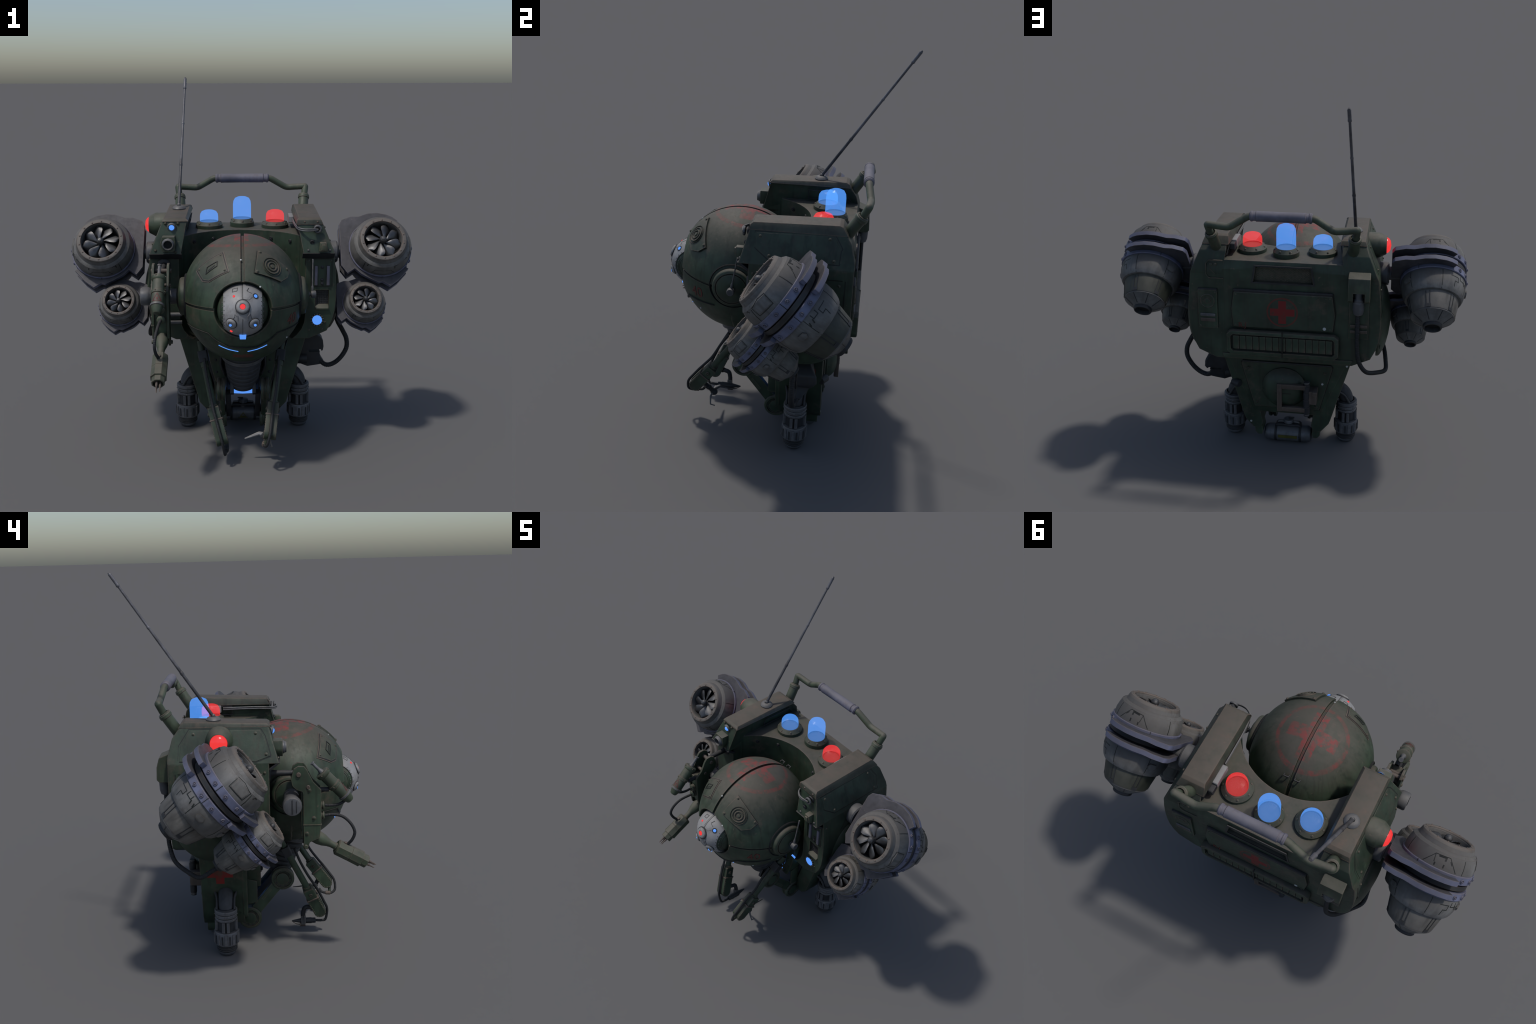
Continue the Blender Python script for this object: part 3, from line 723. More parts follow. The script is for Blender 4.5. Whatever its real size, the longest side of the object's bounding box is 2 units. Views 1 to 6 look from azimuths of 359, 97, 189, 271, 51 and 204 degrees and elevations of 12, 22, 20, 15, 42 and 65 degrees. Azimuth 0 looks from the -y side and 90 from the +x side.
# shoulder pods: lids and side panels
def pod(s):
    z0 = 1.238 if s > 0 else 1.257; yf = -0.157 + (z0 - 1.088) / 0.2 * 0.053; e = .003
    side = [(yf - e, z0), (-0.109 - e, 1.263), (-0.099, 1.2725), (0.302, 1.2845), (0.319, 1.277), (0.3622 - (z0 - 1.21) * .70 + e, z0)]
    bm = bmesh.new()
    outer = [bm.verts.new((s * (xo(min(z, 1.264)) + e - (.006 if z > 1.268 else 0)), y, z)) for y, z in side]
    inner = [bm.verts.new((s * ((xi(z0) if z < 1.266 else .302 if z > 1.271 and z != 1.277 else .294) - e), y, z)) for y, z in side]
    bm.faces.new(outer); bm.faces.new(inner); n = len(side)
    for i in range(n): bm.faces.new((outer[i], outer[(i + 1) % n], inner[(i + 1) % n], inner[i]))
    bmesh.ops.recalc_face_normals(bm, faces=bm.faces); bmesh.ops.triangulate(bm, faces=[f for f in bm.faces if len(f.verts) > 4])
    bevel(bm, .003, 2, 22)
    o = obj("shoulder_pod_lid", finish(bm, "shoulder_pod_lid"), M_LID, root)
    fm = lambda y, z, h: V((s * (xo(z) + h * 0.95), y, z + h * 0.3))
    l = Lines()
    panel = [(-0.070, 1.246), (0.278, 1.250), (0.328, 1.175), (0.330, 1.100), (0.0, 1.100), (-0.045, 1.094), (-0.118, 1.120), (-0.090, 1.215)] if s < 0 else \
            [(-0.085, 1.232), (0.285, 1.240), (0.322, 1.185), (0.315, 1.112), (-0.020, 1.112), (-0.086, 1.160)]
    l.add(panel, fm, 0.0085, 0.0012, True); l.done("pod_panel_seam", M_LINE, o)
    surface_plate("pod_panel", [(0.09 + (y - .09) * .972, 1.175 + (z - 1.175) * .93) for y, z in panel], fm, 0.0030, M_PANEL, o, 1)
    cs = [(-0.062, 1.214), (0.262, 1.222), (0.288, 1.130), (-0.015, 1.132)] if s > 0 else [(-0.045, 1.228), (0.258, 1.228), (0.300, 1.120), (-0.095, 1.132)]
    for y, z in cs:
        q = fm(y, z, 0.003); bolt(q, fm(y, z, .1) - q, 0.0065, o, M_GREEN)
    # lip below the front face
    prism("pod_lip", [(-0.162, 1.092), (-0.148, 1.094), (-0.105, 1.062), (-0.105, 1.056), (-0.118, 1.056)], 0.318, 0.488, YZ @ Matrix.Scale(s, 4, V((0, 0, 1))), 0.002, M_DARK, o)
    # inner recessed window
    l = Lines(); fi = lambda y, z, h: V((s * (xi(z) - h), y, z))
    l.add([(0.10, 1.232), (0.292, 1.236), (0.332, 1.182), (0.10, 1.182)], fi, 0.005, 0.003, True); l.done("window_seam", M_DARK, o)
    return o
pods = {s: pod(s) for s in (-1, 1)}
def pod_front(z): return -0.157 + (z - 1.088) / 0.2 * 0.053
PF = V((0, -0.967, -0.256))
def on_front(name, x, z, prof, mat, parent, seg=28, phase=0):
    return lathe(name, prof, seg, axes((x, pod_front(z), z), PF), mat, parent, phase=phase)
# +x pod: ring with cable, stud and bracket
P = pods[1]
bm = bmesh.new(); ringp = [V((0.396, -0.144, 1.218)) + V((0.0165 * math.cos(a), 0, 0.0165 * math.sin(a))) for a in [math.tau * i / 24 for i in range(25)]]
add_tube(bm, ringp, 0.0065, 10, False); obj("tow_ring", finish(bm, "tow_ring", 60), M_STEEL, P)
on_front("ring_pad", 0.396, 1.218, [(0.022, -.004), (0.022, .004), (0.018, .006), (0, .006)], M_DARK, P)
for dz in (0.0, 0.009):
    tube("tow_cable", [(0.398, -0.150, 1.216 + dz * .3), (0.36, -0.158, 1.212 + dz), (0.325, -0.150, 1.211 + dz), (0.298, -0.12, 1.213 + dz), (0.286, -0.04, 1.217 + dz), (0.284, 0.08, 1.216 + dz), (0.284, 0.15, 1.214 + dz)], 0.0042, M_STEEL, P, 8, 8)
bm = bmesh.new(); add_prism(bm, rect(0.212, 1.218, 0.052, 0.020, 0.004), 0.262, 0.290, YZ, 0.004); obj("cable_block", finish(bm, "cable_block"), M_SILVER, P)
bm = bmesh.new(); add_prism(bm, rect(0.285, 1.214, 0.020, 0.018, 0.004), 0.264, 0.290, YZ, 0.003); obj("cable_block_end", finish(bm, "cable_block_end"), M_DARK, P)
on_front("pod_stud", 0.368, 1.150, [(0.012, -.002), (0.012, .005), (0.009, .007), (0.007, .003), (0, .003)], M_DARK, P)
bm = bmesh.new(); add_prism(bm, [(0.402, 1.104), (0.450, 1.104), (0.441, 1.150), (0.408, 1.150)], -0.176, -0.135, XZ, 0.003)
add_prism(bm, [(0.412, 1.112), (0.440, 1.112), (0.434, 1.142), (0.416, 1.142)], -0.184, -0.170, XZ, 0.002)
obj("pod_bracket", finish(bm, "pod_bracket"), M_OLIVE, P)
for x, z in ((0.330, 1.250), (0.398, 1.250), (0.348, 1.106), (0.462, 1.106)):
    bolt((x, pod_front(z) , z), PF, 0.0055, P, M_STEEL if z < 1.2 else M_BROWN)
# -x pod: blue light and hex tube holder
P = pods[-1]
on_front("pod_lamp_ring", -0.370, 1.229, [(0.024, -.002), (0.024, .004), (0.021, .010), (0.017, .010), (0.014, .005), (0, .005)], M_STEEL, P)
on_front("pod_lamp", -0.370, 1.229, [(0.0145, .004), (0.013, .012), (0.008, .017), (0, .019)], M_BLUE, P)
bm = bmesh.new(); hexp = [(-0.417, 1.187), (-0.352, 1.187), (-0.348, 1.148), (-0.352, 1.112), (-0.366, 1.106), (-0.413, 1.106), (-0.428, 1.132), (-0.428, 1.150)]
add_prism(bm, hexp, -0.176, -0.128, XZ, 0.004); hexo = obj("tube_holder", finish(bm, "tube_holder"), M_OLIVE, P)
m = axes((-0.386, -0.170, 1.147), (0, -1, 0))
lathe("tube_mouth", [(0.034, 0), (0.033, .012), (0.029, .016), (0.027, .024), (0.0235, .024), (0.0215, .014), (0.0205, .005)], 12, m, M_STEEL, hexo)
lathe("tube_back", [(0.0225, .012), (0.0215, .007), (0, .007)], 24, m, M_BLACK, hexo)  # black disc closes the tube in place of an open bore
for x, z in ((-0.338, 1.246), (-0.404, 1.246), (-0.350, 1.100), (-0.455, 1.108)): bolt((x, pod_front(z), z), PF, 0.0065, P, M_GREEN)
# red side beacon
m = axes((-0.42, 0.131, 1.199), (-1, 0, 0))
lathe("beacon_housing", [(0.066, 0.0), (0.066, 0.060), (0.063, 0.066), (0.048, 0.094), (0.044, 0.096), (0.042, 0.090), (0, 0.09)], 40, m, M_OLIVE, P)
lathe("pod_beacon", [(0.042, 0.088), (0.042, 0.096), (0.036, 0.107), (0.024, 0.115), (0, 0.119)], 40, m, M_REDL, P)

# whip antenna
an = lathe("antenna_base", [(0, -.004), (0.036, -.004), (0.037, 0.004), (0.030, 0.014), (0.022, 0.018), (0.013, 0.019), (0.012, 0.012), (0.010, 0.012), (0.010, 0.026), (0.006, 0.031), (0, 0.031)], 14, axes((-0.352, 0.163, 1.2815), (0, 0, 1)), M_STEEL, root)
a0, a1 = V((-0.352, 0.163, 1.300)), V((-0.334, 0.6345, 1.9985))
def whip(t):
    if t > 0.985: return 0.0098 - 0.005 * (t - .985) / .015
    if t > 0.92: return 0.0088
    if t > 0.905: return 0.0098
    return 0.0088 - 0.0026 * t + (0.0016 if 0.30 < t < 0.315 or .62 < t < .635 else 0)
bm = bmesh.new(); add_tube(bm, [a0 + (a1 - a0) * (i / 220) for i in range(221)], whip, 10)
obj("antenna_whip", finish(bm, "antenna_whip", 50), M_WHIP, an)
# ------------------------------------------------------------------ deck, beacons, handle
for x in (-0.262, -0.16, 0.16, 0.262):
    a = math.asin(x / 0.354); bolt((x, -0.214 + 0.354 * math.cos(a) - 0.001, 1.122), (-x, -math.cos(a) * .354, 0), 0.0105, hull, M_DARK, "bolt", True)
def beacon(name, x, y, h, tall, mat, parent):
    base = 1.160; hb_ = 0.049 if tall else 0.040; rb = 0.069 if tall else 0.076
    m = axes((x, y, base), (0, 0, 1))
    b = lathe("beacon_base", [(0, 0), (rb, 0), (rb, hb_ * .62), (rb * .96, hb_ * .70), (rb * .76, hb_ + .002), (0.048, hb_ + .003), (0.047, hb_ - .002), (0, hb_ - .002)], 24, m, M_GREEN, parent, ang=25)
    z0 = hb_ - 0.001; r = 0.0515
    if tall: pr = [(r, z0), (r, z0 + h - .044), (r * .95, z0 + h - .024), (r * .78, z0 + h - .008), (r * .45, z0 + h), (0, z0 + h + .003)]
    else: pr = [(r, z0), (r, z0 + h - .034), (r * .96, z0 + h - .018), (r * .80, z0 + h - .005), (r * .48, z0 + h + .002), (0, z0 + h + .005)]
    lathe(name, pr, 24, m, mat, parent, ang=15)
    k = 7
    for i in range(k):
        a = math.tau * (i + .3) / k; q = V((x + rb * .87 * math.cos(a), y + rb * .87 * math.sin(a), base + hb_ * .83))
        bolt(q, (math.cos(a) * .55, math.sin(a) * .55, 1), 0.0055, b, M_GREEN)
beacon("tall_blue_beacon", 0.0, 0.262, 0.126, True, M_BLUE_LENS, hull)
beacon("blue_beacon", -0.187, 0.214, 0.064, False, M_BLUE_LENS, hull)
beacon("red_beacon", 0.187, 0.214, 0.064, False, M_RED_LENS, hull)

# handle
bm = bmesh.new()
# straight lines between the bends, small fillets
def fillet(pts, rs):
    out = [pts[0]]
    for a, b, c, r in zip(pts, pts[1:], pts[2:], rs):
        d0 = (a - b); d1 = (c - b); k = min(r, d0.length * .45, d1.length * .45)
        p, q = b + d0.normalized() * k, b + d1.normalized() * k
        for i in range(5):
            t = i / 4; out.append(p * (1 - t) ** 2 + b * 2 * t * (1 - t) + q * t * t)
    return out + [pts[-1]]
hp = []
for s in (1, -1):
    seq = [V((s * 0.364, 0.396, 1.305)), V((s * 0.3745, 0.428, 1.372)), V((s * 0.262, 0.436, 1.364)), V((s * 0.165, 0.421, 1.421))]
    hp += seq if s == 1 else list(reversed(seq))
add_tube(bm, fillet(hp, [.005, .018, .014, .014, .018, .005]), 0.0185, 14)
handle = obj("carry_handle", finish(bm, "carry_handle", 45), M_OLIVE, root)
for s in (1, -1):
    d = V((s * .01, 0.062, 0.094)).normalized(); p1 = V((s * 0.364, 0.403, 1.322)); p0 = p1 - d * 0.20
    lathe("handle_post", [(0, 0), (.029, 0), (.029, .178), (.033, .180), (.033, .194), (.030, .198), (.030, .202), (.024, .204), (.020, .196), (0, .196)], 16, axes(p0, d), M_OLIVE, handle)
g0, g1 = V((0.158, 0.4195, 1.4215)), V((-0.155, 0.4185, 1.4205)); L = (g1 - g0).length
lathe("handle_grip", [(0.015, 0), (.020, 0.0), (.0265, .006), (.0265, .014), (.0235, .018), (.0235, .030), (.0270, .034), (.0265, .04), (.0255, L * .5), (.0265, L - .04), (.0270, L - .034), (.0235, L - .030), (.0235, L - .018),
      (.0265, L - .014), (.0265, L - .006), (.020, L), (.015, L)], 20, axes(g0, g1 - g0), M_GRIP, handle)

# ------------------------------------------------------------------ front columns
FY = -0.108
front = flat((0, FY, 0), (1, 0, 0), (0, 0, 1))
tray = prism("tray_floor", rect(0.4285, 0.826, 0.0345, 0.051), -0.094, -0.086, XZ, 0, M_LINE, hull)
bm = bmesh.new()
for i in range(6):
    for j in range(9):
        x = 0.400 + i * .0115; z = .783 + j * .0108
        add_prism(bm, rect(x, z, .0045, .004), -0.0965, -0.092, XZ)
obj("tray_mesh", finish(bm, "tray_mesh"), M_DARK, tray, kind="stuff")
bm = bmesh.new(); add_prism(bm, [(-0.094, .772), (-.118, .772), (-.118, .780), (-.094, .800)], 0.392, 0.464, YZ, .002); obj("tray_lip", finish(bm, "tray_lip"), M_OLIVE, hull)
for x in (0.394, 0.459): prism("light_bar", rect(x, 0.960, 0.0085, 0.054), -0.117, -0.10, XZ, 0.003, M_GRIP, hull)
for z in (1.005, .935, .915): bolt((0.427, FY, z), (0, -1, 0), 0.0075, hull, M_DARK)
for x in (.355, .475): bolt((x, FY, 1.04), (0, -1, 0), 0.005, hull, M_GREEN)
l = Lines(); l.add([(.368, 1.05), (.480, 1.05), (.480, .9), (.368, .9)], front, 0.004, 0.002, True); l.done("column_seam", M_LINE, hull)
m = axes((0.403, FY, 0.712), (0, -1, 0))
cl = lathe("column_lamp", [(0.031, 0), (0.031, .004), (0.027, .006), (0.027, .003), (0, .003)], 32, m, M_DARK, hull)
lathe("column_lamp_glow", [(0.0262, 0.002), (0.0262, .0066), (0, .0072)], 32, m, M_BLUE, cl)
tm_ = bmesh.new(); add_prism(tm_, rect(0.0315, 0, 0.0045, 0.0035), 0, 0.006, None, .001); tooth = finish(tm_, "lamp_tooth")
for i in range(14): obj("lamp_tooth", tooth, M_STEEL, cl, m @ Matrix.Rotation(math.tau * i / 14, 4, "Z"))
for x, z in ((.43, .66), (.36, .655), (.445, .70)): bolt((x, FY, z), (0, -1, 0), 0.005, hull, M_GREEN)
for z in (.752, .708): lathe("cross_bar", rod(0.011, 0, .075, .002), 16, axes((-.400, FY - .012, z), (1, 0, 0)), M_STEEL, hull)
# domes on both flanks
for s in (-1, 1):
    lathe("flank_dome", [(0.205, 0), (0.205, .012), (.198, .020), (.17, .036), (.13, .050), (.08, .060), (.03, .065), (0, .066)], 56, axes((s * 0.486, 0.165, 0.795), (s, 0, -.03)), M_GREEN, hull)
    l = Lines(); fs = lambda y, z, h: V((s * (0.5045 + h), y, z))
    sidep = lambda y, z, h: V((s * ((0.489 + (1.085 - z) * 0.13 if z > .9 else 0.5045) + h), y, z))
    l.add([(0.335, 1.045), (0.165, 1.045), (0.06, 1.02), (.02, .97)], sidep, 0.004, .001); l.add([(0.348, 1.045), (0.348, .70)], sidep, 0.004, .001)
    l.done("flank_seam", M_LINE, hull)
    bolt(sidep(.32, 1.02, 0), (s, 0, 0), .006, hull, M_GREEN); bolt(sidep(-.085, 1.045, 0), (s, 0, 0), .006, hull, M_GREEN)

# ------------------------------------------------------------------ engines
def nacelle_r(t):
    K = [(-.006, .120), (-.002, .126), (.024, .136), (.027, .142), (.036, .153), (.055, .160), (.080, .166), (.110, .168)]
    for (a, ra), (b, rb) in zip(K, K[1:]):
        if t <= b: return ra + (rb - ra) * max(0, (t - a)) / (b - a)
    return K[-1][1]
def rear_r(t):
    K = [(.229, .165), (.25, .167), (.285, .164), (.31, .157), (.325, .151), (.336, .143)]
    for (a, ra), (b, rb) in zip(K, K[1:]):
        if t <= b: return ra + (rb - ra) * max(0, (t - a)) / (b - a)
    return K[-1][1]
def emap(fr, base=0.0):
    """(angle degrees from 'up' towards outward, t) -> point in engine space; z is -t"""
    return lambda a, t, h: V(((fr(t) + h) * math.sin(rad(a)), (fr(t) + h) * math.cos(rad(a)), -t))

def build_engine_meshes(s):
    """engine space: x = outward * s, y = up, z = forward (intake at z=0)"""
    D = {}
    def lat(key, prof, seg=56, mat=None):
        bm = bmesh.new(); add_lathe(bm, [(r, -t) for r, t in prof], seg); me = finish(bm, key, 25); me.materials.append(mat); D[key] = me
    lat("nacelle", [(.098, .100), (.099, .05), (.102, .004), (.106, -.002), (.109, -.004)] + [(nacelle_r(t), t) for t in (-.004, -.002, .010, .024, .027, .031, .036, .045, .055, .067, .080, .095, .110)] + [(.150, .112)], 64, M_GREY)
    lat("intake_rim", [(.103, .006), (.1035, -.004), (.1055, -.0075), (.1195, -.0075), (.1240, -.0055), (.1268, -.001), (.1295, .006)], 64, M_RIM)
    lat("intake_back", [(.099, .078), (0, .078)], 48, M_BLACK)
    lat("intake_band", [(.158, .107), (.171, .107), (.174, .110), (.174, .147), (.171, .150), (.150, .150)], 64, M_BAND)
    lat("band_gap", [(.156, .145), (.156, .200)], 56, M_BLACK)
    lat("gap_ring", [(.155, .155), (.1665, .157), (.1665, .181), (.155, .183)], 56, M_GAP)
    lat("exhaust_band", [(.150, .189), (.170, .189), (.173, .192), (.173, .227), (.170, .230), (.158, .231)], 64, M_BAND)
    lat("exhaust_shell", [(.160, .225)] + [(rear_r(t), t) for t in (.229, .235, .25, .268, .285, .298, .31, .325, .336)] + [(.120, .338)], 64, M_GREY)
    lat("exhaust_sleeve", [(.118, .330), (.132, .334), (.131, .345), (.114, .424), (.112, .430), (.105, .432)], 56, None if False else (M_SLEEVE if s > 0 else M_SLEEVE_GREY))
    lat("exhaust_cone", [(.100, .426), (.111, .428), (.109, .436), (.052, .474), (.046, .476)], 48, M_GREY)
    lat("nozzle", [(.044, .470), (.049, .474), (.0495, .486), (.046, .492), (.040, .492), (.038, .486), (.036, .44)], 40, M_DARK)
    lat("nozzle_back", [(.037, .47), (0, .47)], 32, M_BLACK)  # black disc closes the nozzle, its colour stands for the dark inside
    lat("fan_hub", [(0, -.017), (.0085, -.0155), (.016, -.009), (.0200, 0), (.0205, .006), (.018, .014), (.014, .020), (.022, .030), (.022, .07)], 28, M_HUB)
    # one twisted fan blade
    bm = bmesh.new(); rows = []
    N, Mc = 10, 7
    for i in range(N):
        f = i / (N - 1); r = .018 + .0815 * f
        chord = (.018 + .066 * math.sin(min(1, f * 1.12) * math.pi * .62)) * math.sqrt(max(.12, 1 - (max(0, f - .62) / .40) ** 2))
        tw = rad(50 - 16 * f); sweep = .10 + .55 * f
        for side_ in (0,):
            row = []
            for k in range(Mc):
                u = k / (Mc - 1) - .5
                camber = .010 * (1 - (2 * u) ** 2)
                a = sweep * .6 + u * chord * math.cos(tw) / r
                z = -.030 + u * chord * math.sin(tw) * .75 + camber
                row.append((r * math.cos(a), r * math.sin(a), z))
            rows.append(row)
    th = .0016
    top = [[bm.verts.new((x, y, z + th)) for x, y, z in row] for row in rows]; bot = [[bm.verts.new((x, y, z - th)) for x, y, z in row] for row in rows]
    for a, b in ((top, 0), (bot, 1)):
        for i in range(N - 1):
            for k in range(Mc - 1): bm.faces.new((a[i][k], a[i][k + 1], a[i + 1][k + 1], a[i + 1][k]))
    for i in range(N - 1):
        for k in (0, Mc - 1): bm.faces.new((top[i][k], top[i + 1][k], bot[i + 1][k], bot[i][k]))
    for i in (0, N - 1):
        for k in range(Mc - 1): bm.faces.new((top[i][k], top[i][k + 1], bot[i][k + 1], bot[i][k]))
    me = finish(bm, "fan_blade", 60); me.materials.append(M_BLADE); D["fan_blade"] = me
    # mounting flange: C shaped plate, outline (outward, up)
    outl = [(.114, .170), (.086, .194), (.056, .209), (0, .221), (-.053, .217), (-.106, .198), (-.150, .198), (-.204, .178), (-.219, .150), (-.219, -.103), (-.188, -.149), (-.146, -.120), (-.112, -.153),
            (-.060, -.184), (-.022, -.203), (0, -.197), (.040, -.223), (.092, -.185), (.150, -.123)]
    inn = [(.160 * math.cos(rad(a)), .160 * math.sin(rad(a))) for a in [-41 - (i * (360 - 41 - 56) / 30) for i in range(31)]]
    pts = [(s * x, y) for x, y in outl + inn]
    for key, t0, t1 in (("intake_flange", .120, .146), ("exhaust_flange", .187, .212)):
        bm = bmesh.new(); add_prism(bm, pts, -t1, -t0, None, .003, 2)
        me = finish(bm, key, 30); me.materials.append(M_FLANGE); me.materials.append(M_BAND); D[key] = me
        for p in me.polygons: p.material_index = 0 if abs(p.normal.z) > .6 else 1
    # panels and seams pressed in the skins
    mp = emap(nacelle_r)
    sg = lambda pts: [(s * a, t) for a, t in pts]
    bm = bmesh.new()
    def rib(poly, h, mp_=mp, c=3): add_surface_plate(bm, sg(poly), mp_, h, c, .006)
    rib([(80, .037), (94, .034), (110, .042), (108, .080), (82, .083)], .0024)
    mr = emap(rear_r)
    rib([(88, .262), (98, .260), (101, .276), (98, .293), (88, .293), (85, .278)], .007, mr)
    rib([(145, .262), (154, .260), (157, .276), (154, .293), (145, .293), (142, .278)], .007, mr)
    rib([(-60, .265), (-48, .261), (-45, .276), (-48, .292), (-60, .292), (-63, .278)], .007, mr)
    rib([(175, .265), (187, .265), (187, .292), (175, .292)], .005, mr)
    me = finish(bm, "skin_panel", 40); me.materials.append(M_GREY); D["skin_panel"] = me
    bm = bmesh.new()
    def ln(poly, w=.0032, cl=False, mp_=mp, h=.0006): add_surface_line(bm, sg(poly), mp_, w, h, .002, 6, cl)
    ln([(78.5, .034), (94, .030), (113, .040), (110.5, .085), (80.5, .088)], .003, True)
    ln([(-24, .103), (-10, .050), (14, .046), (30, .103)]); ln([(-10, .050), (-8, .085)])
    ln([(-4, .054), (8, .052), (8, .066)], .0075, False, mp, .0010); ln([(-6, .086), (-6, .100)], .006); ln([(8, .082), (8, .098)], .006)
    ln([(16, .06), (20, .075)]); ln([(117, .030), (117, .105)]); ln([(42, .030), (42, .105)]); ln([(-60, .030), (-60, .105)]); ln([(-140, .030), (-140, .105)])
    ln([(150, .040), (158, .040), (158, .055)], .005); ln([(205, .040), (213, .040), (213, .055)], .005)
    ln([(166, .062), (196, .062), (202, .095), (158, .095)], .0025, True)
    ln([(124, .050), (128, .040), (132, .043)], .005)
    for a0 in range(0, 360, 60): ln([(a0 + 14, .234), (a0 + 14, .334)], .003, False, mr)
    ln([(30, .255), (47, .255), (47, .28), (39, .28), (39, .31)], .0035, False, mr)
    ln([(64, .258), (66, .276)], .006, False, mr, .001); ln([(71, .258), (73, .276)], .006, False, mr, .001)
    ln([(52, .240), (52, .262), (62, .262), (62, .240)], .004, False, mr)
    me = finish(bm, "skin_seam", 40); me.materials.append(M_LINE); D["skin_seam"] = me
    # sleeve ribs and cone ribs
    bm = bmesh.new(); ms = emap(lambda t: .1315 - (t - .345) / .079 * .017)
    for a0 in (10, 70, 130, 190, 250, 310):
        for d in (0, 9): add_surface_line(bm, [(a0 + d, .345), (a0 + d, .426)], ms, .004, .0014, .003, 4)
        add_surface_plate(bm, [(a0 - 2, .412), (a0 + 11, .412), (a0 + 11, .428), (a0 - 2, .428)], ms, .002, 1, .004)
    mc = emap(lambda t: .109 - (t - .436) / .038 * .057)
    for a0 in range(0, 360, 45): add_surface_line(bm, [(a0 + 20, .438), (a0 + 20, .471)], mc, .0045, .0012, .003, 3)
    me = finish(bm, "exhaust_rib", 40); me.materials.append(M_DARK if s > 0 else M_DARK); D["exhaust_rib"] = me
    # seams over the bands
    bm = bmesh.new(); mb = emap(lambda t: .1733)
    for a0 in (-100, -30, 75, 127, 180):
        add_surface_line(bm, sg([(a0, .108), (a0, .149)]), mb, .0025, .002, .003, 3); add_surface_line(bm, sg([(a0 + 2, .190), (a0 + 2, .229)]), mb, .0025, .0006, .003, 3)
    me = finish(bm, "band_seam", 40); me.materials.append(M_LINE); D["band_seam"] = me
    return D

EM = {s: build_engine_meshes(s) for s in (-1, 1)}
AX = V((0, 0.807, -0.590)).normalized()
def engine(s, pos, sc, small):
    fwd = -AX; up = V((0, 0.590, 0.807)).normalized(); x = up.cross(fwd)
    m = Matrix((x, up, fwd)).transposed().to_4x4()
    m = Matrix.Translation(pos) @ m @ Matrix.Scale(sc, 4)
    D = EM[s]
    e = obj("engine", D["nacelle"], None, root, m)
    for k in D:
        if k in ("nacelle", "fan_blade"): continue
        if k == "exhaust_sleeve" and small:
            me = D[k].copy(); me.materials.clear(); me.materials.append(M_DARK if False else M_SLEEVE_GREY); o = obj(k, me, None, e); continue
        o = obj(k, D[k], None, e)
        if k in ("skin_panel", "skin_seam", "exhaust_rib", "band_seam" ): o["kind"] = "stuff"
    for i in range(8):
        mm = Matrix.Rotation(math.tau * (i + .18) / 8 * s, 4, "Z") @ (Matrix.Scale(s, 4, V((0, 1, 0))) if s < 0 else Matrix())
        obj("fan_blade", D["fan_blade"], None, e, mm)
    for i in range(14):
        a = math.tau * (i + .5) / 14
        bolt((.1130 * math.cos(a), .1130 * math.sin(a), .0068), (0, 0, 1), .0046, e, M_RIM, "rim_bolt")
    for a in (46, 66, 90, 116):
        for t, r in ((.128, .174), (.209, .173)):
            aa = rad(a + (2 if t > .2 else 0)) * s
            bolt((r * math.sin(aa), r * math.cos(aa), -t), (math.sin(aa), math.cos(aa), 0), .0105, e, M_BAND, "band_bolt", True)
    for a in ():
        aa = rad(a) * s; bolt((.180 * math.sin(aa), .180 * math.cos(aa), -.238), (math.sin(aa), math.cos(aa), 0), .0105, e, M_BAND, "band_bolt", True)
    return e
for s in (-1, 1):
    big_e = engine(s, V((s * 0.765, -0.022, 1.139)), 1.0, False)
    sm_e = engine(s, V((s * 0.664, -0.119, 0.834)), 0.68, True)
    # pivots
    lathe("engine_pivot", [(0, 0.0), (.060, 0.0), (.062, .005), (.062, .070), (.056, .078), (.036, .080), (.036, .16), (0, .16)], 32, axes((s * 0.455, 0.126, 1.040), (s, 0, 0)), M_STEEL, hull)
    lathe("engine_pivot", [(0, 0.0), (.034, 0.0), (.034, .10), (0, .10)], 28, axes((s * 0.47, -0.022, 0.762), (s, 0, 0)), M_DARK, hull)

# ------------------------------------------------------------------ left arm bracket with syringe and plug tool
arm = None
outer = [(-0.249, 1.066), (-0.226, 1.052), (-0.212, 1.000), (-0.220, 0.965), (-0.240, 0.945), (-0.268, 0.936), (-0.272, 0.920), (-0.272, 0.765), (-0.274, 0.679), (-0.270, 0.640), (-0.292, 0.634), (-0.304, 0.672), (-0.353, 0.694), (-0.361, 0.765), (-0.361, 0.944),
         (-0.322, 0.985), (-0.292, 1.046), (-0.278, 1.064)]
for x0, x1 in ((-0.462, -0.449), (-0.386, -0.373)):
    o = prism("arm_plate", outer, x0, x1, YZ, 0.003, M_GREEN, root)
    arm = arm or o
prism("arm_core", [(-0.262, 0.93), (-0.262, 0.700), (-0.335, 0.700), (-0.352, 0.76), (-0.352, 0.93)], -0.450, -0.385, YZ, 0.004, M_GREEN, arm)
lathe("arm_pin", rod(.012, 0, .105, .002), 18, axes((-0.470, -0.250, 1.024), (1, 0, 0)), M_BROWN, arm)
lathe("arm_pin", rod(.010, 0, .100, .002), 18, axes((-0.467, -0.297, 0.960), (1, 0, 0)), M_BROWN, arm)
lathe("arm_pin", rod(.010, 0, .110, .002), 18, axes((-0.474, -0.284, 0.652), (1, 0, 0)), M_OLIVE, arm)
for y, z in ((-0.252, 1.022), (-0.302, 0.945), (-.325, .80), (-.29, .72)): bolt((-0.462, y, z), (-1, 0, 0), .008, arm, M_GREEN)
prism("arm_seam", rect(-0.317, 0.765, 0.046, 0.003), -0.4645, -0.45, YZ, .001, M_OLIVE, arm)
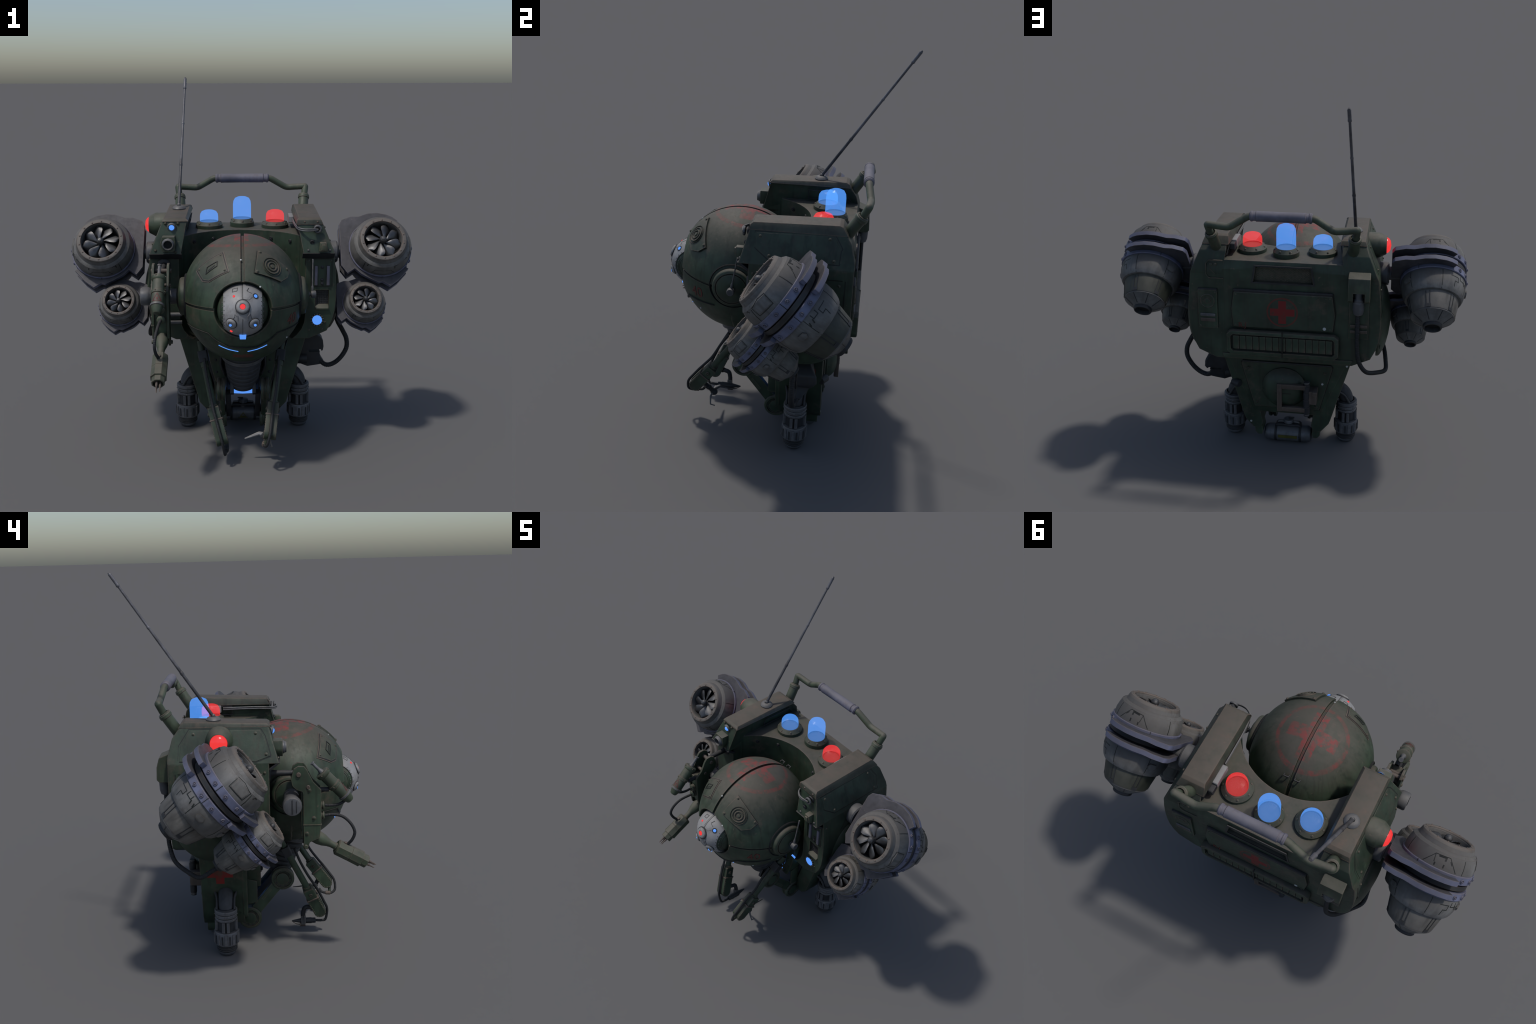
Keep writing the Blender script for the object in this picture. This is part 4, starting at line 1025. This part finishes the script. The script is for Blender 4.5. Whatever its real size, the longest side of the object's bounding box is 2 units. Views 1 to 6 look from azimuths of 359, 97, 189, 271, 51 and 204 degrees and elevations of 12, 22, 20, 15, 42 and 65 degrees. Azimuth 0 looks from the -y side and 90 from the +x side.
# axle from the head through the arm
m = axes((-0.34, -0.216, 0.880), (-1, 0, 0))
lathe("head_axle", [(0.040, 0), (.040, .135), (.046, .145), (.048, .152), (.048, .182), (.044, .190), (.041, .191), (0, .191)], 32, m, M_STEEL, head)
prism("axle_flute", rect(-0.216, 0.880, 0.003, 0.036), -0.5335, -0.52, YZ, .001, M_DARK, head)
prism("axle_flute", rect(-0.236, 0.880, 0.002, 0.030), -0.5330, -0.52, YZ, .001, M_DARK, head)
# mount on the column
lathe("arm_mount", [(0.036, -.002), (.036, .006), (.030, .010), (.016, .012), (.013, .150), (0, .150)], 24, axes((-0.416, FY + .002, 1.022), (0, -1, 0.0)), M_DARK, arm)
# syringe
sd = V((0, -0.202, -0.202)).normalized(); sd = V((0, -0.70, -0.714)).normalized()
m = axes((-0.418, -0.318, 1.071), sd)
sy = lathe("syringe", [(0, .066), (.030, .066), (.036, .069), (.037, .082), (.034, .090), (.0300, .094), (.0300, .150), (.0345, .153), (.0345, .168), (.0300, .171), (.0300, .226), (.0345, .228), (.0345, .236), (.031, .238), (.021, .268), (.017, .274), (.010, .276), (0, .276)], 36, m, M_OLIVE, arm)
lathe("plunger", [(0, 0), (.012, 0), (.012, .004), (.0075, .007), (.0085, .045), (.013, .060), (.016, .068), (0, .068)], 20, m, M_STEEL, sy)
lathe("syringe_band", [(.0305, .2265), (.0352, .2275), (.0352, .2365), (.0305, .2375)], 36, m, M_STEEL, sy)
# red warning triangle on the barrel, facing the front
mt = m
def barrel(a, t, h): return m @ V(((.0300 + h) * math.cos(a), (.0300 + h) * math.sin(a), t))
fr = math.atan2((m.inverted().to_3x3() @ V((0, -1, 0.0))).y, (m.inverted().to_3x3() @ V((0, -1, 0.0))).x)
l = Lines(); l.add([(fr - .75, .217), (fr + .75, .217), (fr, .178)], barrel, .004, .0008, True); l.add([(fr - .2, .205), (fr + .2, .205)], barrel, .012, .0008)
l.done("warning_mark", M_RED_PAINT, sy)
for a in (0, 1.57, 3.14, 4.71):
    q = m @ V((.037 * math.cos(fr + a + .3), .037 * math.sin(fr + a + .3), .076)); bolt(q, q - m @ V((0, 0, .076)), .004, sy, M_GREEN)
    q = m @ V((.0345 * math.cos(fr + a + .3), .0345 * math.sin(fr + a + .3), .160)); bolt(q, q - m @ V((0, 0, .160)), .004, sy, M_GREEN)
lathe("syringe_clip", rod(.012, 0, .05), 14, axes((-0.405, -0.352, 0.93), (0, -1, 0)), M_DARK, arm)
# cable fittings
for z in (0.851, 0.798):
    lathe("cable_fitting", [(0, 0), (.021, 0), (.021, .004), (.018, .006), (.018, .009), (.021, .011), (.021, .015), (.016, .019), (.010, .021), (0, .021)], 24, axes((-0.414, -0.360, z), (0, -1, 0)), M_OLIVE, arm)
hose("arm_cable", [(-0.414, -0.378, 0.851), (-0.414, -0.42, 0.850), (-0.417, -0.455, 0.857), (-0.418, -0.49, 0.880)], .0075, M_RUBBER, arm, .008)
hose("arm_cable", [(-0.414, -0.378, 0.798), (-0.415, -0.430, 0.801), (-0.420, -0.474, 0.790), (-0.428, -0.512, 0.755), (-0.432, -0.530, 0.712), (-0.428, -0.518, 0.672), (-0.420, -0.498, 0.645), (-0.418, -0.492, 0.625)], .0078, M_RUBBER, arm, .008)
# plug tool
pd = V((0, -0.868, -0.475)).normalized(); p0 = V((-0.413, -0.300, 0.706))
m = axes(p0, pd)
tool = lathe("plug_arm", [(0, 0), (.030, 0), (.033, .03), (.034, .060), (.030, .085), (.021, .110), (.0175, .13), (.0175, .152), (.020, .154), (.020, .166), (0, .166)], 28, m, M_OLIVE, arm)
m2 = axes(p0 + pd * 0.158, pd)
lathe("plug_body", [(0, 0), (.034, 0), (.041, .006), (.041, .012), (.041, .080), (.0395, .081), (.041, .082), (.042, .145), (.034, .148), (.034, .176), (.032, .178), (.026, .178), (.024, .165), (0, .163)], 8, m2, M_OLIVE, arm, phase=rad(22.5))
for a in (0.5, 2.6, 4.7):
    q = m2 @ V((.011 * math.cos(a), .011 * math.sin(a), 0))
    lathe("plug_prong", [(0, .14), (.006, .14), (.006, .196), (.0035, .200), (.003, .220), (0, .228)], 8, axes(q, pd), M_BROWN, arm)
lathe("plug_cable_socket", rod(.010, 0, .03, .002), 14, axes((-0.416, -0.482, 0.625), (0, -.2, 1)), M_BROWN, arm)

# ------------------------------------------------------------------ lower body
bm = bmesh.new()
for s in (-1, 1):
    arm_poly = [(s * .258, .612), (s * .368, .612), (s * .245, .190), (s * .236, .165), (s * .192, .112), (s * .150, .112), (s * .136, .150), (s * .150, .215)]
    add_prism(bm, arm_poly, 0.040, 0.266, XZ, .005)
lower = obj("pelvis", finish(bm, "pelvis"), M_PELV, root)
prism("strut_plate", [(.262, .600), (.362, .600), (.247, .185), (.225, .160), (.190, .150), (.160, .24)], 0.022, 0.046, XZ, .004, M_GREEN, lower)
prism("strut_plate", [(-.262, .600), (-.362, .600), (-.247, .185), (-.225, .160), (-.190, .150), (-.160, .24)], 0.022, 0.046, XZ, .004, M_GREEN, lower)
prism("pelvis_wall", [(.350, .606), (-.354, .606), (-.19, .218), (.19, .218)], 0.225, 0.2665, XZ, .004, M_PELV, lower)
prism("core_box", [(.262, .61), (-.262, .61), (-.15, .245), (.15, .245)], 0.03, 0.23, XZ, .004, M_DARK, lower)
rp = [(.245, .532), (-.248, .532), (-.255, .522), (-.182, .256), (.181, .256), (.252, .522)]
prism("hatch_dark_back", [(x * 1.02, .394 + (z - .394) * 1.03) for x, z in rp], 0.262, 0.2680, XZ, 0, M_LINE, lower)  # dark plate under the hatch plate, stands in for an open joint
rpo = prism("hatch_plate", rp, 0.262, 0.2735, XZ, .003, M_PELV, lower)
prism("panel_lip", [(.245, .540), (-.248, .540), (-.25, .530), (.247, .530)], .262, .277, XZ, .003, M_DARK, lower)
for x, z in ((.209, .495), (-.212, .49), (.168, .283), (-.165, .277)): bolt((x, .2735, z), (0, 1, 0), .009, rpo, M_GREEN, "bolt", True)
for x, z, y in ((-.199, .422, .2735), (-.331, .539, .2665), (.205, .15, .2665)): lathe("paint_chip", [(.0065, 0), (.006, .0015), (0, .0015)], 10, axes((x, y, z), (0, 1, 0)), M_WHITE, lower)
# round hatch with handle
hcz = (0.012, 0.272, 0.388)
hd = lathe("round_hatch", [(.122, -.004), (.122, .010), (.116, .018), (.104, .034), (.085, .048), (.055, .058), (.02, .062), (0, .063)], 48, axes(hcz, (0, 1, 0)), M_PELV, lower)
hmap = lambda x, z, h: V((x, .272 + (.063 * math.sqrt(max(0, 1 - ((x - .012) ** 2 + (z - .388) ** 2) / .1225 ** 2))) ** 1.0 + h, z))
l = Lines(); l.add([(.130, .382), (-.085, .382)], hmap, .005, .0006, depth=.01); l.done("hatch_split", M_LINE, hd)
bm = bmesh.new()
add_prism(bm, rect(-.040, .428, .078, .0135), .318, .342, XZ, .003); add_prism(bm, rect(-.040, .288, .078, .0135), .318, .342, XZ, .003); add_prism(bm, rect(.030, .358, .0135, .084), .320, .344, XZ, .003)
obj("hatch_handle", finish(bm, "hatch_handle"), M_BROWN, lower)
m = axes((-.118, .325, .250), (0, 0, 1))
lathe("hinge", [(0, 0), (.016, 0), (.016, .016), (.019, .018), (.019, .055), (.016, .057), (.016, .063), (.019, .065), (.019, .100), (.0165, .102), (.0165, .106), (.019, .108), (.019, .142), (.016, .144), (.016, .150), (.019, .152), (.019, .186), (.016, .188), (.016, .206), (.013, .210), (0, .210)], 20, m, M_DARK, lower)
for z in (.256, .312, .400, .452): lathe("hinge_ring", rod(.0165, 0, .006), 20, axes((-.118, .325, z), (0, 0, 1)), M_STEEL, lower)
prism("hinge_block", rect(-.150, .365, .024, .040, .004), .268, .335, XZ, .004, M_BROWN, lower)
prism("hinge_block", rect(-.165, .395, .012, .012), .268, .345, XZ, .003, M_BROWN, lower)
# gas bottle between the side walls
m = axes((0.136, 0.200, 0.050), (-1, 0, 0))
lb = .272
gb = lathe("gas_bottle", [(0, 0), (.030, 0), (.040, .006), (.046, .018), (.048, .03), (.048, lb - .03), (.046, lb - .018), (.040, lb - .006), (.030, lb), (0, lb)], 36, m, M_STEEL, lower)
for x in (.070, -.070): lathe("bottle_strap", [(.0485, -.007), (.0505, -.006), (.0505, .006), (.0485, .007)], 36, axes((x, .2, .05), (1, 0, 0)), M_RUBBER, gb)
bs = lambda a, x, h: V((x, .2 + (.0483 + h) * math.cos(a), .05 + (.0483 + h) * math.sin(a)))
l = Lines(); l.add([(.0, -.055), (.0, .055)], bs, .018, .0008)
fa = math.pi * 1.02
l.add([(fa + .35, -.028), (fa + .35, .028)], bs, .004, .001); l.add([(fa + .2, -.016), (fa + .2, .016), (fa - .28, 0)], bs, .005, .001, True); l.done("warning_label", M_YELLOW, gb)
prism("bottle_saddle", [(-.075, .098), (.075, .098), (.062, .112), (-.062, .112)], .165, .215, XZ, .004, M_DARK, gb)
lathe("bottle_valve", [(0, .085), (.020, .085), (.020, .112), (.029, .116), (.030, .128), (.027, .136), (.014, .139), (0, .139)], 24, axes((0, .19, 0), (0, 0, 1)), M_STEEL, gb)
prism("valve_lever", rect(-.010, 0, .016, .003), .139, .146, Matrix.Translation((-.006, .188, 0)), .001, M_DARK, gb)
tube("bottle_grip", [(.062, .19, .100), (.056, .19, .116), (.02, .19, .118)], .007, M_STEEL, gb, 8); tube("bottle_grip", [(-.062, .19, .100), (-.056, .19, .116), (-.02, .19, .118)], .007, M_STEEL, gb, 8)
for s in (-1, 1):
    prism("bottle_bracket", [(s * .150, .130), (s * .190, .130), (s * .186, .075), (s * .170, .055), (s * .146, .055), (s * .138, .08)], .150, .250, XZ, .006, M_GREEN, gb)
# light bar with a notch, side strips
prism("glow_bar", [(-.071, .250), (0, .247), (.071, .250), (.070, .276), (.046, .285), (0, .272), (-.046, .285), (-.070, .276)], -.006, .016, XZ, .001, M_BLUE, lower)
prism("core_cover", [(-.078, .233), (.078, .233), (.11, .33), (.11, .56), (-.11, .56), (-.11, .33)], .024, .12, XZ, .004, M_DARK, lower)
for s in (-1, 1):
    bm = bmesh.new(); add_prism(bm, [(-.085, .578), (-.075, .582), (.020, .420), (.008, .416)] if s > 0 else [(-.030, .485), (-.024, .488), (.013, .432), (.005, .428)], .211, .216, YZ @ Matrix.Scale(s, 4, V((0, 0, 1))), .001)
    for v in bm.verts: v.co.x -= s * (0.570 - v.co.z) * 0.10
    obj("strip_light", finish(bm, "strip_light"), M_BLUE, lower)
    prism("glow_screen", [(-.030, .215), (.050, .200), (.050, .36), (-.030, .34)], .149, .160, YZ @ Matrix.Scale(s, 4, V((0, 0, 1))), .003, M_GREEN, lower)  # added plate that screens the glow bar from the side
    prism("strip_light", [(s * .141, .240), (s * .128, .240), (s * .112, .190), (s * .119, .190)], .030, .044, XZ, .001, M_BLUE, lower)

# neck bellows
n0, n1 = V((0, -0.210, 0.590)), V((0, -0.130, 0.352)); nd = n1 - n0; LN = nd.length
prof = [(.06, 0), (.112, .0), (.114, .018), (.108, .040), (.104, .046), (.098, .052)]
k = 6
for i in range(k):
    t0 = .055 + i * .0295
    R0 = .101 - .004 * i
    prof += [(R0 - .006, t0), (R0, t0 + .007), (R0 + .001, t0 + .015), (R0 - .001, t0 + .023)]
prof += [(.070, LN - .01), (.05, LN), (0, LN)]
lathe("neck_bellows", prof, 48, axes(n0, nd), M_BELLOWS, root)
lathe("neck_collar", [(.11, .012), (.119, .014), (.119, .034), (.112, .040)], 48, axes(n0, nd), M_STEEL, root)
# inner ribs beside the neck
for s in (-1, 1):
    inner = [(s * .205, .60), (s * .125, .60), (s * .128, .47), (s * .118, .40), (s * .092, .36), (s * .092, .30), (s * .135, .30), (s * .160, .36), (s * .185, .46)]
    rb_ = prism("neck_rib", inner, -.050, .03, XZ, .005, M_GREEN, lower)
    for x, z in ((.150, .465), (.146, .395), (.120, .335)): bolt((s * x, -.050, z), (0, -1, 0), .006, rb_, M_DARK)
    tube("neck_pipe", [(s * .135, -.055, .56), (s * .122, -.058, .50), (s * .122, -.058, .44), (s * .104, -.055, .385)], .007, M_DARK, lower, 8, 6)

# folded leg links with pulleys
for s in (-1, 1):
    lo, hi = V((s * .116, .014, .110)), V((s * .118, -.170, .342))
    pl_prof = [(0, -.022), (.062, -.022), (.064, -.018), (.064, -.008), (.057, -.004), (.057, .004), (.064, .008), (.064, .018), (.060, .023), (.050, .024), (.048, .017), (.036, .016), (.034, .024), (.022, .026), (.010, .028), (0, .028)]
    a = lathe("pulley", pl_prof, 40, axes(lo, (s, 0, 0)), M_GREEN, lower)
    b = lathe("pulley", pl_prof, 40, axes(hi, (s, 0, 0)), M_GREEN, lower)
    for c in (lo, hi):
        for i in range(10):
            an_ = math.tau * i / 10; bolt(c + V((s * .0165, .042 * math.cos(an_), .042 * math.sin(an_))), (s, 0, 0), .003, lower, M_DARK)
    d = (hi - lo); dn_ = d.normalized(); mid = (lo + hi) / 2
    mm = axes(mid, (s, 0, 0), dn_)
    prism("leg_link", rect(0, 0, d.length / 2 - .03, .030), -.016, .012, mm, .004, M_GREEN, lower)
    prism("link_stripe", rect(.02, .012, .04, .008), .010, .0132, mm, .0, M_OLIVE, lower)
    prism("link_rod", rect(-.01, 0, d.length / 2 - .02, .016), -.05, -.022, mm, .004, M_DARK, lower)
    # bracket from the upper pulley to the hull
    prism("pulley_bracket", [(-.215, .335), (-.150, .300), (-.045, .46), (-.02, .60), (-.12, .60), (-.17, .44)], .050, .070, YZ @ Matrix.Scale(s, 4, V((0, 0, 1))), .004, M_DARK, lower)
    prism("pulley_bracket", [(.045, .11), (.075, .11), (.10, .26), (.05, .26)], .140, .158, YZ @ Matrix.Scale(s, 4, V((0, 0, 1))), .004, M_GREEN, lower)
# tool arms under the head
def tool_arm(s, top, joint, end, xdir):
    top, joint, end = V(top), V(joint), V(end)
    d = (joint - top).normalized()
    L1 = (joint - top).length
    a = lathe("tool_arm", [(0, -.11), (.017, -.11), (.017, -.05), (.021, -.05), (.021, .03), (.018, .034), (.018, L1 - .05), (.023, L1 - .048), (.023, L1 - .028), (0, L1 - .028)], 24, axes(top, d), M_GREEN, root)
    m_ = axes(top, d, V((1, 0, 0)))
    prism("arm_clamp", rect(0, 0, .026, .022, .004), -.055, .005, m_, .004, M_DARK, a)
    d2 = (end - joint).normalized(); L2 = (end - joint).length
    mx = axes(joint, V((1, 0, 0)) - d2 * d2.x, d2)     # local x along the paddle, z sideways
    prism("elbow_block", rect(-.004, 0, .036, .029, .006), -.030, .030, mx, .004, M_GREEN, a)
    for z in (-.030, .030): bolt(mx @ V((-.004, 0, z)), mx.to_3x3() @ V((0, 0, z)), .012, a, M_GREEN, "bolt", True)
    pad = [(.030, -.033), (L2 + .0, -.033)] + [(L2 + .033 * math.sin(rad(t)), -.033 * math.cos(rad(t))) for t in range(20, 180, 20)] + [(L2, .033), (.030, .033)]
    for z0, z1 in ((-.031, -.006), (.006, .031)): prism("tool_paddle", pad, z0, z1, mx, .003, M_GREEN, a)
    prism("paddle_core", [(x * .97, y * .9) for x, y in pad], -.007, .007, mx, 0, M_DARK, a)
    prism("paddle_cap", rect(.029, 0, .004, .035), -.035, .035, mx, .002, M_BROWN, a)
    edge = [(.045 + i * .0125, .027) for i in range(int((L2 - .045) / .0125) + 1)] + [(L2 + .027 * math.sin(rad(t)), .027 * math.cos(rad(t))) for t in range(20, 180, 22)]
    edge += [(.045 + i * .0125, -.027) for i in range(int((L2 - .045) / .0125) + 1)]
    for x, y in edge:
        for z in (-.031, .031): bolt(mx @ V((x, y, z)), mx.to_3x3() @ V((0, 0, z)), .0026, a, M_OLIVE, "rivet")
    return a, mx, d2
a1, mx1, d1 = tool_arm(-1, (-.208, -.200, .515), (-.150, -.319, .262), (-.115, -.372, .146), -1)
a2, mx2, d2 = tool_arm(1, (.196, -.205, .520), (.154, -.357, .298), (.138, -.432, .205), 1)
# left tool: pincers on a bent wrist, hose looping to the back
tube("wrist", [(-.118, -.340, .155), (-.106, -.315, .158), (-.103, -.291, .150), (-.102, -.283, .120), (-.101, -.281, .080)], .0125, M_DARK, a1, 12, 6)
lathe("wrist_joint", [(0, 0), (.017, 0), (.017, .008), (.014, .010), (.014, .018), (.017, .020), (.017, .028), (0, .028)], 16, axes((-.118, -.352, .157), (.2, 1, 0)), M_DARK, a1)
lathe("pincer_body", [(0, 0), (.014, 0), (.015, .004), (.015, .020), (.017, .024), (.016, .070), (.015, .075), (.012, .092), (.004, .132), (0, .134)], 20, axes((-.092, -.352, .069), (-.02, 1, -.01)), M_DARK, a1)
prism("pincer_clamp", rect(0, 0, .013, .026, .004), -.012, .012, axes((-.101, -.284, .080), (1, 0, 0), (0, 1, 0)), .003, M_STEEL, a1)
lathe("pincer_jaw_base", [(0, 0), (.011, 0), (.011, .030), (0, .030)], 14, axes((-.098, -.295, .047), (0, 1, 0)), M_BROWN, a1)
tube("pincer_jaw", [(-.098, -.268, .047), (-.097, -.245, .050), (-.096, -.222, .064)], lambda t: .0045 - .003 * t, M_BROWN, a1, 8, 6)
def hug(mx, L2, tail, parent, start, r=.0072):
    pts = start + [mx @ V((-.02, .045, 0)), mx @ V((.03, .046, 0)), mx @ V((L2 * .7, .045, 0)), mx @ V((L2 + .02, .040, 0))] + tail
    return hose("tool_hose", pts, r, M_RUBBER, parent, .008)
def side(mx):
    return 1 if (mx.to_3x3() @ V((0, 1, 0))).y < 0 else -1
for mx in (mx1, mx2):
    if side(mx) < 0: mx @= Matrix.Rotation(math.pi, 4, "X")
hug(mx1, .13, [V((-.098, -.408, .080)), V((-.094, -.385, .069)), V((-.092, -.350, .069))], a1, [V((-.205, -.235, .545)), V((-.195, -.262, .47)), V((-.175, -.305, .38))])
hug(mx2, .12, [V((.122, -.480, .165)), V((.112, -.462, .146)), V((.105, -.435, .146)), V((.110, -.402, .152)), V((.116, -.385, .172))], a2, [V((.190, -.24, .555)), V((.183, -.285, .49)), V((.172, -.335, .40))])
lathe("hose_clip", rod(.011, 0, .03, .002), 14, axes((.104, -.452, .147), (.1, 1, 0)), M_BROWN, a2)
lathe("hose_stand", rod(.0085, 0, .045), 12, axes((.124, -.447, .188), (-.3, 0, -1)), M_GREEN, a2)
# right tool: claws on a knuckle
k0, k1 = V((.150, -.388, .222)), V((.109, -.336, .143))
lathe("claw_hub", [(0, 0), (.017, 0), (.017, .012), (.012, .014), (.012, .040), (.016, .042), (.016, .056), (.012, .060), (.014, .085), (.019, .094), (.020, .108), (.014, .118), (0, .120)], 16, axes(k0, k1 - k0), M_DARK, a2)
tube("claw", [(.106, -.334, .152), (.083, -.329, .156), (.074, -.3285, .152), (.008, -.323, .124)], lambda t: .0125 - .0085 * t, M_SILVER, a2, 8)
tube("claw", fillet([V(p) for p in ((.118, -.338, .148), (.139, -.350, .130), (.153, -.348, .087), (.147, -.324, .077))], [.003, .003]), lambda t: .0062 - .0035 * t, M_STEEL, a2, 8)
tube("claw", [(.112, -.332, .160), (.121, -.300, .187), (.122, -.265, .182), (.122, -.234, .180)], lambda t: .0075 - .0055 * t, M_DARK, a2, 8)

# ------------------------------------------------------------------ legs
def leg(s):
    c = V((s * .325, .137, 0))
    m = Matrix.Translation(c)
    core = [(0, .020), (.050, .024), (.0535, .028)]
    for i in range(3): core += [(.0535, .030 + i * .0095), (.0562, .032 + i * .0095), (.0562, .035 + i * .0095), (.0535, .037 + i * .0095)]
    core += [(.056, .060), (.056, .072), (.0480, .080), (.0480, .200), (.0535, .202), (.0535, .258), (.046, .266), (.044, .20)]
    o = lathe("leg", core, 44, m, M_DARK, root)
    lathe("leg_foot", [(0, 0), (.030, 0), (.040, .003), (.047, .012), (.0505, .023), (.0495, .027), (0, .027)], 40, m, M_LEG, o)
    lathe("leg_drum", [(.050, .062), (.060, .062), (.0650, .069), (.0655, .128), (.062, .138), (.048, .140)], 44, m, M_LEG, o)
    for z0, r_, h_ in ((.200, .0575, .014), (.219, .0585, .018), (.241, .0605, .018)):
        lathe("leg_ring", [(r_ - .008, z0), (r_ - .002, z0), (r_, z0 + .003), (r_, z0 + h_ - .003), (r_ - .003, z0 + h_), (r_ - .008, z0 + h_)], 44, m, M_LEG, o)
    bmr = bmesh.new(); add_prism(bmr, rect(.0640, 0, .0055, .0062, .001), .074, .130, None, .002); me = finish(bmr, "drum_rib")
    bms = bmesh.new(); add_prism(bms, rect(.0650, 0, .0016, .0042), .074, .122, None, .0); ms_ = finish(bms, "drum_dark_bar")  # dark raised bars stand in for slots cut in the drum
    for i in range(10):
        obj("drum_rib", me, M_LEG, o, m @ Matrix.Rotation(math.tau * i / 10, 4, "Z"))
    for i in range(10):
        obj("drum_dark_bar", ms_, M_DARK, o, m @ Matrix.Rotation(math.tau * (i + .5) / 10, 4, "Z"))
    bmr = bmesh.new(); add_prism(bmr, rect(.0520, 0, .009, .0080, .002), .142, .200, None, .002); me2 = finish(bmr, "leg_rod")
    for i in range(4):
        for d in (-.22, .22): obj("leg_rod", me2, M_LEG, o, m @ Matrix.Rotation(math.tau * (i + .5) / 4 + math.pi / 4 + d, 4, "Z"))
    for i in range(8):
        a = math.tau * i / 8
        for z, r in ((.230, .0590), (.208, .0575)): bolt(c + V((r * math.cos(a), r * math.sin(a), z)), (math.cos(a), math.sin(a), 0), .0035, o, M_LEG)
    # elbow pipe into the side wall
    R = .083; cc = V((s * .242, .137, .255))
    path = [V((s * .325, .137, .20))] + [cc + V((s * R * math.cos(rad(a)), 0, R * math.sin(rad(a)))) for a in range(0, 100, 9)] + [V((s * .20, .137, .336))]
    tube("leg_elbow", path, .040, M_BELLOWS, o, 20)
    for y in (.137 - .046, .137 + .046):
        tube("elbow_guard", [(s * .285, y - (.010 if y < .137 else -.010), .335), (s * .315, y, .310), (s * .345, y, .262)], .007, M_DARK, o, 8, 6)
    for d in (-.4, 0, .4):
        tube("elbow_stay", [(s * .285, .137 + d * .06, .262), (s * .262, .137 + d * .04, .30)], .006, M_LEG, o, 8)
    return o
for s in (-1, 1): leg(s)

# ------------------------------------------------------------------ fuel gun hanging on the flank
gp = [(.300, .560), (.420, .548), (.448, .532), (.466, .510), (.470, .470), (.466, .446), (.446, .438), (.452, .410), (.474, .378), (.462, .366), (.430, .360), (.376, .352), (.335, .368), (.310, .40), (.30, .45)]
bm = bmesh.new(); add_prism(bm, gp, .118, .245, XZ, .014, 3)
for v in bm.verts:
    z = v.co.z; top = .150 + .098 * min(1, max(0, (z - .352) / .122)) if z < .50 else .248 - .04 * min(1, (z - .50) / .05)
    f = (v.co.y - .118) / .127; v.co.y = .146 + (max(top, .165) - .146) * f
gun = obj("fuel_gun", finish(bm, "fuel_gun", 40), M_DARK, root)
bm = bmesh.new(); add_prism(bm, rect(.418, .446, .040, .009, .006), .09, .28, XZ); boolean(gun, obj("cut", finish(bm, "cut"), None)); resmooth(gun, 40)
lathe("gun_nose", [(0, 0), (.022, 0), (.027, .006), (.027, .020), (.031, .026), (.034, .09), (0, .09)], 24, axes((.280, .150, .400), (1, .1, -.02)), M_DARK, gun)
lathe("gun_stub", [(0, 0), (.018, 0), (.020, .004), (.020, .05), (0, .05)], 20, axes((.262, .285, .395), (1, -.6, 0)), M_DARK, gun)
hose("gun_cable", [(.445, .160, .385), (.485, .142, .362), (.530, .136, .375), (.572, .134, .415), (.600, .133, .470), (.598, .134, .525), (.575, .135, .575), (.548, .136, .625), (.530, .137, .68), (.510, .14, .73)], .0135, M_RUBBER, gun, .009)

# keep the tree at thing > part > sub-part
def world(o):
    m = o.matrix_local.copy(); p = o.parent
    while p is not None: m = p.matrix_local @ m; p = p.parent
    return m
for o in [o for o in bpy.data.objects if o.parent is not None]:
    chain = [o]
    while chain[-1].parent is not None: chain.append(chain[-1].parent)
    if len(chain) > 3:
        part = chain[-2]; w = world(o); kids = None
        o["_w"] = [x for row in w for x in row]; o["_p"] = part.name
for o in bpy.data.objects:
    if "_w" in o:
        w = Matrix([o["_w"][i * 4:i * 4 + 4] for i in range(4)]); part = bpy.data.objects[o["_p"]]
        o.parent = part; o.matrix_local = world(part).inverted() @ w
        del o["_w"], o["_p"]
